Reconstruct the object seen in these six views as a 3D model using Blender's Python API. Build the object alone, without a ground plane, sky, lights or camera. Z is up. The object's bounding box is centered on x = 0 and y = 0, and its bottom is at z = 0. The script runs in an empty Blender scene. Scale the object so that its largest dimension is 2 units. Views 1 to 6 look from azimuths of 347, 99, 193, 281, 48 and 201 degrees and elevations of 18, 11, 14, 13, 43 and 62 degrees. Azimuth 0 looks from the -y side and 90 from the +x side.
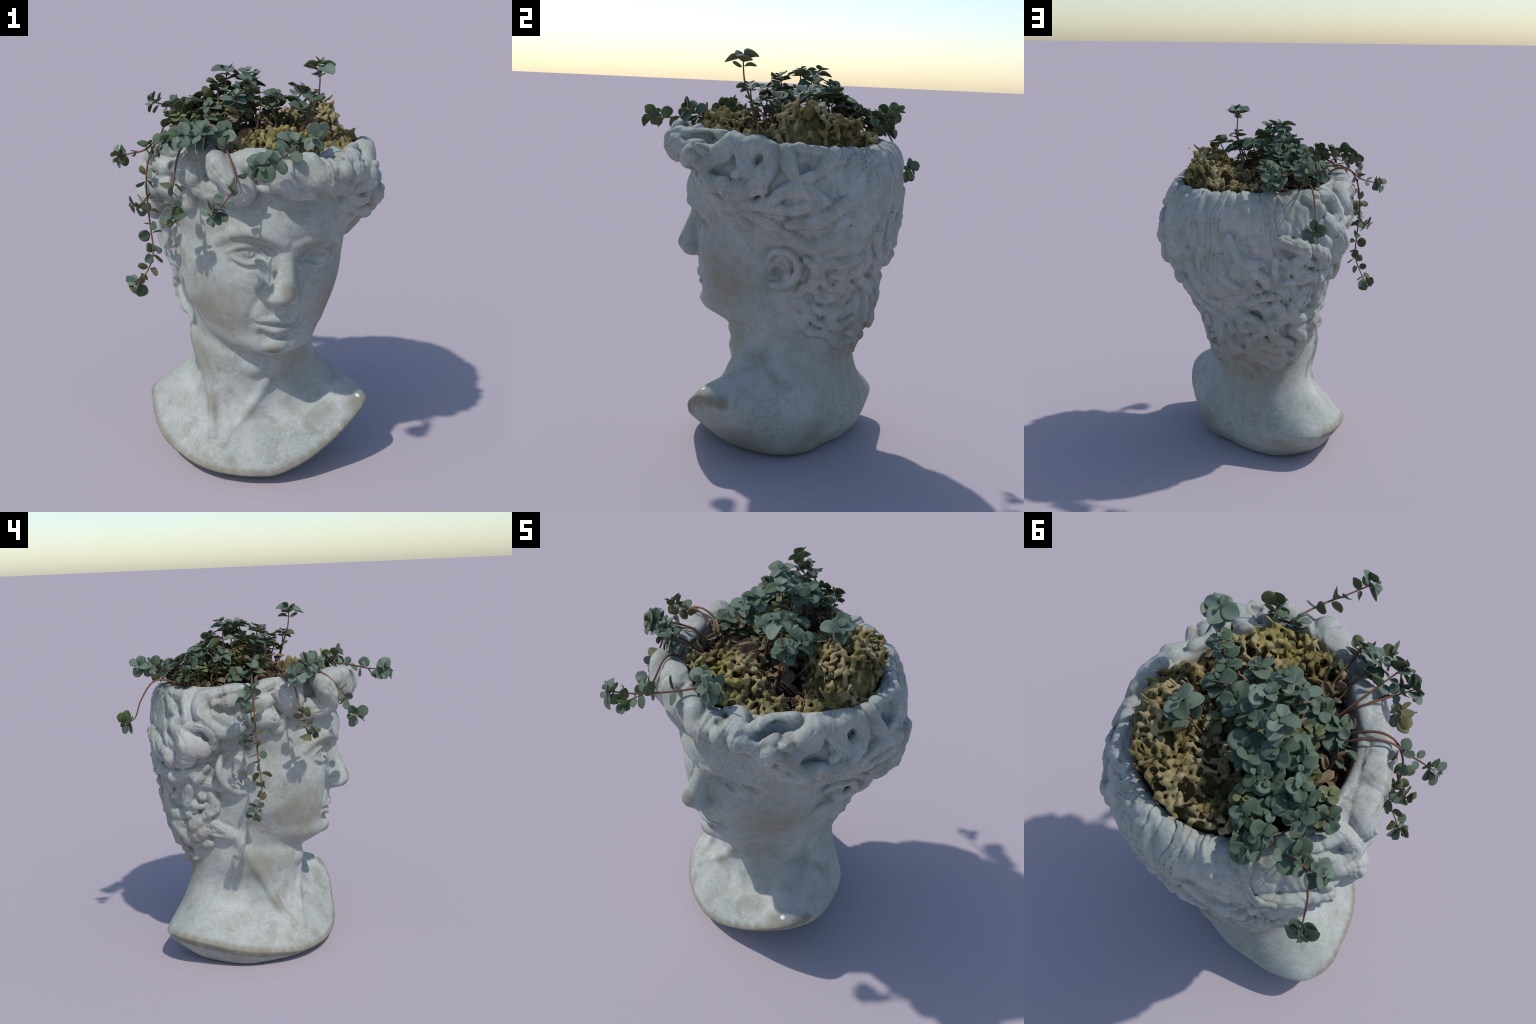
"""Weathered stone head planter with moss and a trailing round-leaved plant."""
import math
import numpy as np

# =====================================================================
#  1. SIGNED-DISTANCE SCULPTING  (numpy only)
# =====================================================================
H = 0.0058
LO = np.array([-0.62, -0.66, -0.03])
HI = np.array([0.76, 0.76, 1.76])
N = np.ceil((HI - LO) / H).astype(int) + 1
AX = [(LO[i] + H * np.arange(N[i])).astype(np.float32) for i in range(3)]


def smin(a, b, k):
    h = np.maximum(k - np.abs(a - b), 0.0) / k
    return np.minimum(a, b) - h * h * k * 0.25


def smax(a, b, k):
    return -smin(-a, -b, k)


def sstep(a, b, x):
    t = np.clip((x - a) / (b - a), 0.0, 1.0)
    return t * t * (3.0 - 2.0 * t)


def periodic(angles, values, q):
    """Smooth periodic curve through (angle in degrees, value) knots."""
    order = np.argsort(angles)
    a = np.asarray(angles, float)[order]
    v = np.asarray(values, float)[order]
    a = np.concatenate([a[-2:] - 360, a, a[:3] + 360])
    v = np.concatenate([v[-2:], v, v[:3]])
    return hermite(a, v, np.mod(q, 360.0))


def hermite(x, y, q):
    """Cubic through knots, tangents limited so that it does not overshoot."""
    x = np.asarray(x, float)
    y = np.asarray(y, float)
    d = np.diff(y) / np.diff(x)
    m = np.zeros_like(y)
    m[0], m[-1] = d[0], d[-1]
    w = np.diff(x)
    m[1:-1] = (d[:-1] * w[1:] + d[1:] * w[:-1]) / (w[1:] + w[:-1])
    lim = 2.5 * np.minimum(np.abs(d[:-1]), np.abs(d[1:])) + 0.15 * np.abs(m[1:-1])
    m[1:-1] = np.sign(m[1:-1]) * np.minimum(np.abs(m[1:-1]), lim)
    q = np.clip(q, x[0], x[-1])
    i = np.clip(np.searchsorted(x, q) - 1, 0, len(x) - 2)
    t = (q - x[i]) / w[i]
    return (y[i] * (1 + 2 * t) * (1 - t) ** 2 + m[i] * w[i] * t * (1 - t) ** 2
            + y[i + 1] * t * t * (3 - 2 * t) + m[i + 1] * w[i] * t * t * (t - 1))


# ------------------------------------------------------------- lattice noise
class Noise:
    def __init__(self, seed):
        self.g = np.random.RandomState(seed).uniform(-1, 1, (32, 32, 32)).astype(np.float32)

    def __call__(self, p):
        p = np.asarray(p, np.float32)
        i = np.floor(p).astype(np.int32)
        f = p - i
        f = f * f * f * (f * (f * 6 - 15) + 10)
        out = 0.0
        for dx in (0, 1):
            wx = f[..., 0] if dx else 1 - f[..., 0]
            for dy in (0, 1):
                wy = f[..., 1] if dy else 1 - f[..., 1]
                for dz in (0, 1):
                    wz = f[..., 2] if dz else 1 - f[..., 2]
                    out = out + wx * wy * wz * self.g[(i[..., 0] + dx) & 31, (i[..., 1] + dy) & 31, (i[..., 2] + dz) & 31]
        return out


# ------------------------------------------------------------- the canvas
class Canvas:
    """A field on the grid; every stroke touches only its own bounding box."""

    def __init__(self):
        self.f = None

    def box(self, lo, hi):
        a = np.clip(np.floor((np.asarray(lo) - LO) / H).astype(int), 0, N - 1)
        b = np.clip(np.ceil((np.asarray(hi) - LO) / H).astype(int) + 1, 1, N)
        sl = tuple(slice(a[i], b[i]) for i in range(3))
        X = AX[0][sl[0]][:, None, None]
        Y = AX[1][sl[1]][None, :, None]
        Z = AX[2][sl[2]][None, None, :]
        return sl, X, Y, Z

    def blend(self, sl, d, k, cut=False):
        if cut:
            self.f[sl] = smax(self.f[sl], -d, k)
        else:
            self.f[sl] = smin(self.f[sl], d, k)

    # a blob: ellipsoid with axes turned by a 3x3 frame (columns are its axes)
    def blob(self, c, r, k=0.03, frame=None, cut=False):
        c = np.asarray(c, float)
        r = np.asarray(r, float) * np.ones(3)
        m = r.max() + k + 0.01
        sl, X, Y, Z = self.box(c - m, c + m)
        x, y, z = X - c[0], Y - c[1], Z - c[2]
        if frame is None:
            q = (x, y, z)
        else:
            q = [x * frame[0, j] + y * frame[1, j] + z * frame[2, j] for j in range(3)]
        k0 = np.sqrt((q[0] / r[0]) ** 2 + (q[1] / r[1]) ** 2 + (q[2] / r[2]) ** 2)
        k1 = np.sqrt((q[0] / r[0] ** 2) ** 2 + (q[1] / r[1] ** 2) ** 2 + (q[2] / r[2] ** 2) ** 2)
        d = k0 * (k0 - 1.0) / np.maximum(k1, 1e-6)
        self.blend(sl, d, k, cut)

    # a rope: tube along a smooth curve with varying radius
    def rope(self, pts, radii, k=0.02, cut=False, steps=6):
        P, R = spline(pts, radii, steps)
        m = R.max() + k + 0.01
        sl, X, Y, Z = self.box(P.min(0) - m, P.max(0) + m)
        d = None
        for i in range(len(P) - 1):
            a, b = P[i], P[i + 1]
            e = b - a
            L2 = float(e @ e) + 1e-12
            t = np.clip(((X - a[0]) * e[0] + (Y - a[1]) * e[1] + (Z - a[2]) * e[2]) / L2, 0, 1)
            dd = np.sqrt((X - a[0] - t * e[0]) ** 2 + (Y - a[1] - t * e[1]) ** 2 + (Z - a[2] - t * e[2]) ** 2) - (R[i] + t * (R[i + 1] - R[i]))
            d = dd if d is None else np.minimum(d, dd)
        self.blend(sl, d, k, cut)

    # where the skin lies: seen from the front (face frame) or radially from the head's axis
    def front(self, x, z, off=0.0):
        y = np.linspace(-0.6, -0.05, 276)
        p = np.array([face(x, v, z) for v in y])
        i = np.argmax(self.sample(p) < 0)
        return face(x, y[i] - off, z)

    def skin(self, a, z, off=0.0, c=None):
        c = HEAD_C if c is None else c
        t = math.radians(a)
        r = np.linspace(0.75, 0.1, 326)
        p = np.stack([c[0] + r * math.sin(t), c[1] - r * math.cos(t), np.full_like(r, z)], 1)
        v = self.sample(p)
        i = max(int(np.argmax(v < 0)), 1)
        r0 = r[i - 1] + (r[i] - r[i - 1]) * v[i - 1] / (v[i - 1] - v[i])
        return (c[0] + (r0 + off) * math.sin(t), c[1] - (r0 + off) * math.cos(t), z)

    def sample(self, P):
        q = np.clip((P - LO) / H, 0, N - 1.001)
        i = q.astype(int)
        t = q - i
        out = 0.0
        for a in (0, 1):
            for b in (0, 1):
                for d in (0, 1):
                    w = (t[:, 0] if a else 1 - t[:, 0]) * (t[:, 1] if b else 1 - t[:, 1]) * (t[:, 2] if d else 1 - t[:, 2])
                    out = out + w * self.f[i[:, 0] + a, i[:, 1] + b, i[:, 2] + d]
        return out

    # push the skin out (+) or in (-) inside a soft round brush
    def push(self, c, r, amount):
        c = np.asarray(c, float)
        r = np.asarray(r, float) * np.ones(3)
        sl, X, Y, Z = self.box(c - r, c + r)
        q = ((X - c[0]) / r[0]) ** 2 + ((Y - c[1]) / r[1]) ** 2 + ((Z - c[2]) / r[2]) ** 2
        w = np.clip(1 - q, 0, 1) ** 2
        self.f[sl] -= (amount * w).astype(np.float32)

    # soft ridge (+) or groove (-) drawn along a curve
    def stroke(self, pts, width, amount, steps=6):
        P, Wd = spline(pts, width, steps)
        m = Wd.max() * 2.2
        sl, X, Y, Z = self.box(P.min(0) - m, P.max(0) + m)
        best = None
        for i in range(len(P) - 1):
            a, b = P[i], P[i + 1]
            e = b - a
            L2 = float(e @ e) + 1e-12
            t = np.clip(((X - a[0]) * e[0] + (Y - a[1]) * e[1] + (Z - a[2]) * e[2]) / L2, 0, 1)
            s = Wd[i] + t * (Wd[i + 1] - Wd[i])
            q = ((X - a[0] - t * e[0]) ** 2 + (Y - a[1] - t * e[1]) ** 2 + (Z - a[2] - t * e[2]) ** 2) / (s * s)
            best = q if best is None else np.minimum(best, q)
        self.f[sl] -= (amount * np.exp(-best * 1.4)).astype(np.float32)


def spline(pts, radii, steps):
    P = np.asarray(pts, float)
    n = len(P)
    R = np.asarray(radii, float) * np.ones(n) if np.ndim(radii) == 0 or len(np.atleast_1d(radii)) == 1 else np.interp(np.linspace(0, 1, n), np.linspace(0, 1, len(radii)), radii)
    if n == 2:
        steps = 1
    E = np.vstack([2 * P[0] - P[1], P, 2 * P[-1] - P[-2]])
    out, ro = [], []
    for i in range(n - 1):
        a, b, c, d = E[i:i + 4]
        for t in np.linspace(0, 1, steps, endpoint=False):
            out.append(0.5 * (2 * b + (c - a) * t + (2 * a - 5 * b + 4 * c - d) * t * t + (3 * b - a - 3 * c + d) * t ** 3))
            ro.append(R[i] + t * (R[i + 1] - R[i]))
    out.append(P[-1])
    ro.append(R[-1])
    return np.array(out), np.array(ro)


def azimuth(X, Y, c):
    """0 degrees looks along -y (the face), 90 along +x."""
    return np.degrees(np.arctan2(X - c[0], -(Y - c[1])))


# ------------------------------------------------------------- base solids
BUST_C = (0.02, 0.10)
#       azimuth, foot radius, edge radius, edge height
BUST = [(0, 0.355, 0.475, 0.06), (15, 0.35, 0.50, 0.10), (30, 0.345, 0.53, 0.165), (47, 0.34, 0.60, 0.285), (57, 0.335, 0.63, 0.34),
        (66, 0.33, 0.61, 0.335), (90, 0.32, 0.525, 0.265), (120, 0.30, 0.455, 0.24), (145, 0.27, 0.395, 0.22),
        (180, 0.315, 0.435, 0.20), (205, 0.36, 0.525, 0.18), (222, 0.37, 0.585, 0.185), (233, 0.38, 0.575, 0.19),
        (250, 0.37, 0.515, 0.165), (275, 0.37, 0.475, 0.125), (301, 0.345, 0.455, 0.09), (332, 0.345, 0.455, 0.06)]

NECK_C = (0.03, 0.12)
NECK_A = (0, 40, 80, 120, 150, 180, 210, 240, 270, 310)
NECK = {0.15: (0.298, 0.298, 0.300, 0.300, 0.320, 0.340, 0.330, 0.310, 0.299, 0.296),
        0.4: (0.269, 0.264, 0.293, 0.289, 0.302, 0.323, 0.327, 0.297, 0.241, 0.241),
        0.6: (0.306, 0.295, 0.299, 0.300, 0.317, 0.324, 0.329, 0.309, 0.284, 0.291),
        0.9: (0.200, 0.250, 0.280, 0.300, 0.330, 0.350, 0.330, 0.310, 0.290, 0.250)}

HEAD_C = (0.06, 0.12)
HEAD_A = (0, 20, 40, 60, 80, 100, 120, 150, 180, 210, 240, 260, 280, 300, 320, 340)
HEAD = {0.46: (0.100, 0.100, 0.100, 0.100, 0.100, 0.138, 0.206, 0.285, 0.291, 0.286, 0.200, 0.140, 0.120, 0.100, 0.100, 0.100),
        0.54: (0.200, 0.200, 0.180, 0.180, 0.188, 0.234, 0.277, 0.323, 0.337, 0.346, 0.280, 0.220, 0.201, 0.182, 0.181, 0.190),
        0.6: (0.308, 0.288, 0.250, 0.230, 0.236, 0.258, 0.296, 0.357, 0.390, 0.390, 0.320, 0.260, 0.243, 0.245, 0.263, 0.288),
        0.645: (0.393, 0.352, 0.306, 0.269, 0.260, 0.281, 0.312, 0.373, 0.414, 0.410, 0.345, 0.290, 0.274, 0.279, 0.311, 0.355),
        0.7: (0.463, 0.434, 0.365, 0.304, 0.277, 0.299, 0.327, 0.393, 0.427, 0.431, 0.373, 0.321, 0.303, 0.318, 0.366, 0.428),
        0.79: (0.466, 0.447, 0.397, 0.346, 0.311, 0.328, 0.356, 0.407, 0.426, 0.459, 0.392, 0.362, 0.337, 0.359, 0.407, 0.452),
        0.9: (0.489, 0.461, 0.433, 0.393, 0.352, 0.371, 0.408, 0.438, 0.440, 0.483, 0.426, 0.380, 0.382, 0.417, 0.446, 0.487),
        1.: (0.491, 0.473, 0.452, 0.419, 0.379, 0.421, 0.485, 0.493, 0.494, 0.506, 0.453, 0.394, 0.402, 0.428, 0.470, 0.488),
        1.1: (0.491, 0.479, 0.460, 0.428, 0.402, 0.485, 0.554, 0.522, 0.521, 0.522, 0.483, 0.396, 0.405, 0.436, 0.479, 0.486),
        1.2: (0.526, 0.510, 0.474, 0.453, 0.453, 0.556, 0.586, 0.542, 0.531, 0.532, 0.533, 0.415, 0.407, 0.421, 0.462, 0.497),
        1.3: (0.554, 0.545, 0.500, 0.533, 0.524, 0.578, 0.591, 0.559, 0.537, 0.536, 0.567, 0.468, 0.454, 0.442, 0.458, 0.505),
        1.42: (0.530, 0.515, 0.517, 0.573, 0.551, 0.558, 0.565, 0.564, 0.540, 0.525, 0.527, 0.512, 0.502, 0.475, 0.459, 0.490),
        1.52: (0.530, 0.533, 0.531, 0.518, 0.514, 0.519, 0.525, 0.527, 0.515, 0.501, 0.500, 0.503, 0.512, 0.501, 0.484, 0.500),
        1.59: (0.520, 0.519, 0.505, 0.502, 0.507, 0.482, 0.476, 0.474, 0.465, 0.450, 0.454, 0.472, 0.478, 0.475, 0.470, 0.500)}


def stacked(levels, angles, A, z_axis):
    """Radius over (angle, height): periodic in angle, smooth in height."""
    zs = sorted(levels)
    q = np.linspace(0, 360, 361)
    rows = np.array([periodic(angles, levels[z], q) for z in zs])
    table = np.array([hermite(zs, rows[:, j], z_axis) for j in range(361)])  # angle x height
    a = np.mod(A, 360.0)
    i = np.minimum(a.astype(int), 359)
    t = (a - i)[..., None]
    return table[i] * (1 - t) + table[i + 1] * t


def base_solids(cv):
    X, Y = AX[0][:, None], AX[1][None, :]
    Z = AX[2]
    # bust: foot -> edge -> shoulder slope -> neck
    A = azimuth(X, Y, BUST_C)
    r = np.hypot(X - BUST_C[0], Y - BUST_C[1])
    ang = [b[0] for b in BUST]
    rf, re, ze = (periodic(ang, [b[j] for b in BUST], A)[..., None] for j in (1, 2, 3))
    z = Z[None, None, :]
    t = np.clip(z / ze, 0, 1)
    swell = periodic((0, 60, 90, 150, 200, 230, 300), (0.8, 0.75, 0.55, 0.5, 0.6, 0.75, 0.8), A)[..., None]
    low = rf + (re - rf) * t ** swell
    rn = 0.25
    zn = periodic((0, 40, 75, 180, 230, 275, 320), (0.42, 0.50, 0.62, 0.62, 0.60, 0.52, 0.43), A)[..., None]
    s = np.clip((zn - z) / (zn - ze), 0, 1)
    p = periodic((0, 60, 120, 180, 230, 280), (1.5, 1.4, 1.4, 1.4, 1.7, 2.7), A)[..., None]
    chest = periodic((0, 50, 80, 180, 225, 270, 310), (0.60, 0.35, 0.1, 0.1, 0.05, 0.1, 0.50), A)[..., None]
    high = rn + (re - rn) * ((1 - chest) * s ** p + chest * s * s * (3 - 2 * s))
    soft = periodic((0, 55, 85, 120, 190, 225, 300), (0.022, 0.035, 0.10, 0.18, 0.14, 0.035, 0.02), A)[..., None]
    bust = smax((r[..., None] - low - soft * 0.12) * 0.72, (r[..., None] - high - soft * 0.12) * 0.80, soft)
    bust = smax(bust, z - 0.60, 0.05)
    # neck
    A = azimuth(X, Y, NECK_C)
    r = np.hypot(X - NECK_C[0], Y - NECK_C[1])
    neck = (r[..., None] - stacked(NECK, NECK_A, A, Z)) * 0.95
    neck = smax(neck, z - 0.95, 0.05)
    neck = smax(neck, 0.1 - z, 0.05)
    # head
    A = azimuth(X, Y, HEAD_C)
    r = np.hypot(X - HEAD_C[0], Y - HEAD_C[1])
    head = (r[..., None] - stacked(HEAD, HEAD_A, A, Z)) * 0.9
    head = smax(head, z - 1.61, 0.05)
    head = smax(head, 0.47 - z, 0.03)
    f = smin(bust, neck, 0.09)
    f = smin(f, head, 0.035)
    cv.f = smax(f, -z, 0.02).astype(np.float32)


# ------------------------------------------------------------- face
TILT = math.radians(7.0)
FACE_O = np.array([0.06, 0.0, 1.0])


def face(x, y, z):
    """Face frame (x across, y depth, z up; tilted with the head) -> world."""
    c, s = math.cos(TILT), math.sin(TILT)
    return (FACE_O[0] + x * c + z * s, y, FACE_O[2] - x * s + z * c)


def base_fixes(cv):
    cv.push((0.33, -0.16, 0.41), (0.17, 0.17, 0.13), -0.06)
    cv.push((-0.25, 0.18, 0.38), (0.14, 0.24, 0.18), -0.035)
    cv.push((0.27, -0.18, 0.71), (0.10, 0.10, 0.08), -0.03)


def front_roll(cv):
    """The fat rolled fringe over the forehead."""
    cv.rope([(-0.17, -0.35, 1.575), (-0.06, -0.40, 1.58), (0.09, -0.442, 1.555), (0.22, -0.435, 1.535), (0.34, -0.385, 1.525), (0.44, -0.30, 1.52)],
            (0.06, 0.070, 0.078, 0.072, 0.062, 0.055), 0.03)


def fringe(cv):
    cv.blob((-0.07, -0.40, 1.595), (0.075, 0.075, 0.07), 0.015)
    cv.blob((0.20, -0.445, 1.555), (0.085, 0.07, 0.055), 0.015)
    cv.blob((0.32, -0.405, 1.53), (0.06, 0.05, 0.05), 0.012)
    cv.stroke([(0.0, -0.36, 1.66), (0.02, -0.46, 1.63), (0.03, -0.53, 1.57), (0.02, -0.52, 1.49)], 0.02, -0.02)
    cv.stroke([(0.28, -0.40, 1.60), (0.285, -0.48, 1.575), (0.26, -0.52, 1.52)], 0.014, -0.02)
    cv.stroke([(0.23, -0.42, 1.61), (0.24, -0.50, 1.585), (0.22, -0.53, 1.54)], 0.012, -0.012)
    cv.stroke([(0.06, -0.53, 1.50), (0.14, -0.53, 1.525), (0.22, -0.525, 1.50), (0.32, -0.47, 1.49)], 0.013, -0.022)
    cv.rope([(-0.13, -0.375, 1.485), (-0.03, -0.425, 1.488), (0.10, -0.465, 1.488), (0.22, -0.45, 1.478), (0.33, -0.395, 1.465), (0.42, -0.31, 1.455)], (0.02, 0.026, 0.028, 0.028, 0.028, 0.024), 0.02)
    cv.stroke([(0.38, -0.40, 1.58), (0.39, -0.41, 1.50), (0.37, -0.40, 1.44)], 0.014, -0.03)


def carve_face(cv):
    e = 0.012                                                           # the eye line over the plan height
    for s in (-1, 1):
        on = lambda x, z, off=0.0: cv.front(s * x, z + e, off)
        cv.push(on(0.140, 0.156), (0.110, 0.09, 0.056), -0.052)         # eye socket
        cv.push(on(0.080, 0.148, 0.02), (0.05, 0.07, 0.05), -0.020)     # inner corner
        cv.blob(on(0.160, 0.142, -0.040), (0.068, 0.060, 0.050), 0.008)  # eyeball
        up = [on(0.082, 0.130, 0.001), on(0.115, 0.164, 0.003), on(0.160, 0.178, 0.003), on(0.210, 0.166, 0.002), on(0.252, 0.134, -0.002)]
        lo = [on(0.088, 0.125), on(0.125, 0.106, 0.001), on(0.168, 0.099, 0.001), on(0.212, 0.108, 0.001), on(0.245, 0.126, -0.003)]
        cv.rope(up, (0.005, 0.010, 0.011, 0.010, 0.006), 0.008)
        cv.rope(lo, (0.004, 0.008, 0.009, 0.008, 0.004), 0.008)
        cv.stroke([on(0.095, 0.182), on(0.160, 0.198), on(0.228, 0.182)], 0.010, -0.012)
        cv.stroke([on(0.11, 0.086), on(0.17, 0.076), on(0.23, 0.090)], 0.014, -0.008)
        iris = [on(0.155 + 0.023 * math.cos(t), 0.143 + 0.023 * math.sin(t)) for t in np.linspace(0, 2 * math.pi, 9)]
        cv.stroke(iris, 0.005, -0.006, 2)
        cv.push(on(0.155, 0.145), 0.016, -0.010)
        # brow ridge, running out to the temple
        cv.stroke([on(0.030, 0.214), on(0.09, 0.238), on(0.17, 0.248), on(0.24, 0.224), on(0.290, 0.170)], (0.020, 0.025, 0.027, 0.026, 0.02), 0.026)
        cv.stroke([on(0.05, 0.192), on(0.10, 0.212), on(0.17, 0.220), on(0.235, 0.198)], 0.012, -0.012)
    # nose: a wedge of ropes from the bridge to the tip
    for y0, w in ((0.03, 1.25), (0.0, 1.0)):
        cv.rope([face(0, -0.357 + y0, 0.250), face(0, -0.387 + y0, 0.170), face(0, -0.420 + y0, 0.085), face(-0.003, -0.440 + y0, 0.006)], (0.032 * w, 0.028 * w, 0.033 * w, 0.046 * w), 0.030)
    cv.rope([face(-0.003, -0.437, -0.026), face(0, -0.375, -0.052)], (0.020, 0.014), 0.02)
    for s in (-1, 1):
        cv.blob(face(s * 0.047, -0.400, -0.020), (0.033, 0.052, 0.031), 0.018)
        on = lambda x, z, off=0.0: cv.front(s * x, z, off)
        cv.stroke([on(0.074, 0.014), on(0.092, -0.014), on(0.082, -0.048)], 0.013, -0.011)
        cv.blob(face(s * 0.026, -0.430, -0.056), (0.015, 0.022, 0.011), 0.010, cut=True)
        cv.stroke([on(0.088, -0.04), on(0.112, -0.09), on(0.122, -0.15)], 0.022, -0.007)
        cv.push(on(0.20, 0.02), (0.12, 0.12, 0.12), 0.008)
        cv.push(on(0.102, -0.172), 0.030, -0.009)                      # corner of the mouth
    on = cv.front
    up = [on(-0.076, -0.160, -0.007), on(-0.040, -0.145, -0.002), on(0.006, -0.137, 0.001), on(0.052, -0.145, -0.002), on(0.090, -0.160, -0.007)]
    lo = [on(-0.060, -0.181, -0.007), on(-0.034, -0.190, -0.001), on(0.007, -0.196, 0.002), on(0.048, -0.190, -0.001), on(0.074, -0.181, -0.007)]
    cv.rope(up, (0.008, 0.016, 0.019, 0.016, 0.008), 0.018)
    cv.rope(lo, (0.009, 0.018, 0.022, 0.018, 0.009), 0.014)
    cv.stroke([on(-0.084, -0.174), on(-0.040, -0.165), on(0.006, -0.166), on(0.052, -0.165), on(0.098, -0.174)], 0.009, -0.018)
    cv.stroke([on(0.004, -0.075), on(0.005, -0.120)], 0.013, -0.010)
    cv.stroke([on(-0.05, -0.226), on(0.008, -0.234), on(0.068, -0.226)], 0.020, -0.018)
    cv.push(on(0.015, -0.282), (0.080, 0.07, 0.055), 0.022)            # chin


def ears(cv):
    # figure's right ear, turned out
    cv.push((-0.410, 0.11, 1.12), (0.10, 0.12, 0.16), -0.03)
    helix = [(-0.298, 0.055, 1.215), (-0.348, 0.10, 1.242), (-0.388, 0.150, 1.225), (-0.406, 0.175, 1.165), (-0.400, 0.168, 1.105), (-0.380, 0.135, 1.055), (-0.356, 0.09, 1.022), (-0.328, 0.055, 1.015)]
    cv.blob((-0.343, 0.115, 1.12), (0.055, 0.085, 0.115), 0.02)
    cv.rope(helix, (0.014, 0.018, 0.020, 0.020, 0.019, 0.019, 0.023, 0.025), 0.012)
    cv.blob((-0.390, 0.085, 1.135), (0.038, 0.056, 0.082), 0.010, cut=True)
    cv.blob((-0.366, 0.055, 1.095), (0.045, 0.030, 0.042), 0.010, cut=True)
    cv.rope([(-0.363, 0.118, 1.185), (-0.373, 0.128, 1.125), (-0.363, 0.105, 1.075), (-0.353, 0.075, 1.055)], (0.014, 0.017, 0.015, 0.012), 0.014)
    cv.blob((-0.338, 0.032, 1.075), (0.020, 0.016, 0.024), 0.016)
    # figure's left ear, flatter, half sunk in the hair
    bare = Canvas()
    bare.f = cv.f.copy()
    on = lambda pts, off: [bare.skin(a, z, off) for a, z in pts]
    helix = [(80, 1.025), (86, 1.065), (94, 1.072), (100, 1.04), (101.5, 0.98), (97.5, 0.915), (89.5, 0.885), (82, 0.892)]
    cv.stroke(on(helix, 0.0), 0.055, -0.022)
    cv.rope(on(helix, -0.006), (0.015, 0.020, 0.022, 0.022, 0.022, 0.024, 0.026, 0.020), 0.012)
    cv.blob(on([(90.0, 0.995)], 0.010)[0], (0.034, 0.036, 0.050), 0.014, cut=True)
    cv.blob(on([(86.5, 0.950)], -0.004)[0], (0.040, 0.030, 0.034), 0.014, cut=True)
    cv.rope(on([(90.5, 1.045), (95.0, 1.01), (95.5, 0.96), (92.5, 0.925)], -0.010), (0.007, 0.010, 0.010, 0.008), 0.014)
    cv.blob(on([(91.0, 0.898)], -0.004)[0], (0.026, 0.034, 0.022), 0.02)


def neck_anatomy(cv):
    """Larynx, neck cords, throat notch, collar bones: drawn on the skin by azimuth and height."""
    bare = Canvas()
    bare.f = cv.f.copy()
    on = lambda *pts: [bare.skin(a, z, 0.0, NECK_C) for a, z in pts]
    cv.push(on((352, 0.545))[0], (0.075, 0.07, 0.07), 0.022)                                    # larynx
    cv.stroke(on((268, 0.74), (280, 0.64), (293, 0.52), (306, 0.38), (316, 0.25), (320, 0.20)), (0.04, 0.038, 0.032, 0.024, 0.020, 0.018), 0.025)
    cv.stroke(on((3, 0.46), (355, 0.39), (345, 0.31), (334, 0.24), (329, 0.18)), (0.034, 0.026, 0.022, 0.022, 0.022), 0.019)
    cv.push(on((327, 0.31))[0], (0.09, 0.09, 0.13), -0.026)                                      # throat notch
    cv.push(on((292, 0.29))[0], (0.13, 0.13, 0.11), -0.022)                                      # hollow over the collar bone
    cv.push(on((14, 0.31))[0], (0.16, 0.13, 0.11), -0.016)
    cv.stroke(on((75, 0.68), (55, 0.55), (35, 0.43), (18, 0.35)), 0.045, 0.012)                  # left cord
    cv.stroke(on((80, 0.52), (60, 0.44), (42, 0.37), (25, 0.31)), 0.035, -0.012)
    cv.stroke(on((312, 0.20), (295, 0.21), (275, 0.22)), 0.035, 0.008)                           # collar bones
    cv.stroke(on((340, 0.20), (8, 0.22), (32, 0.27)), 0.045, 0.008)


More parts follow.
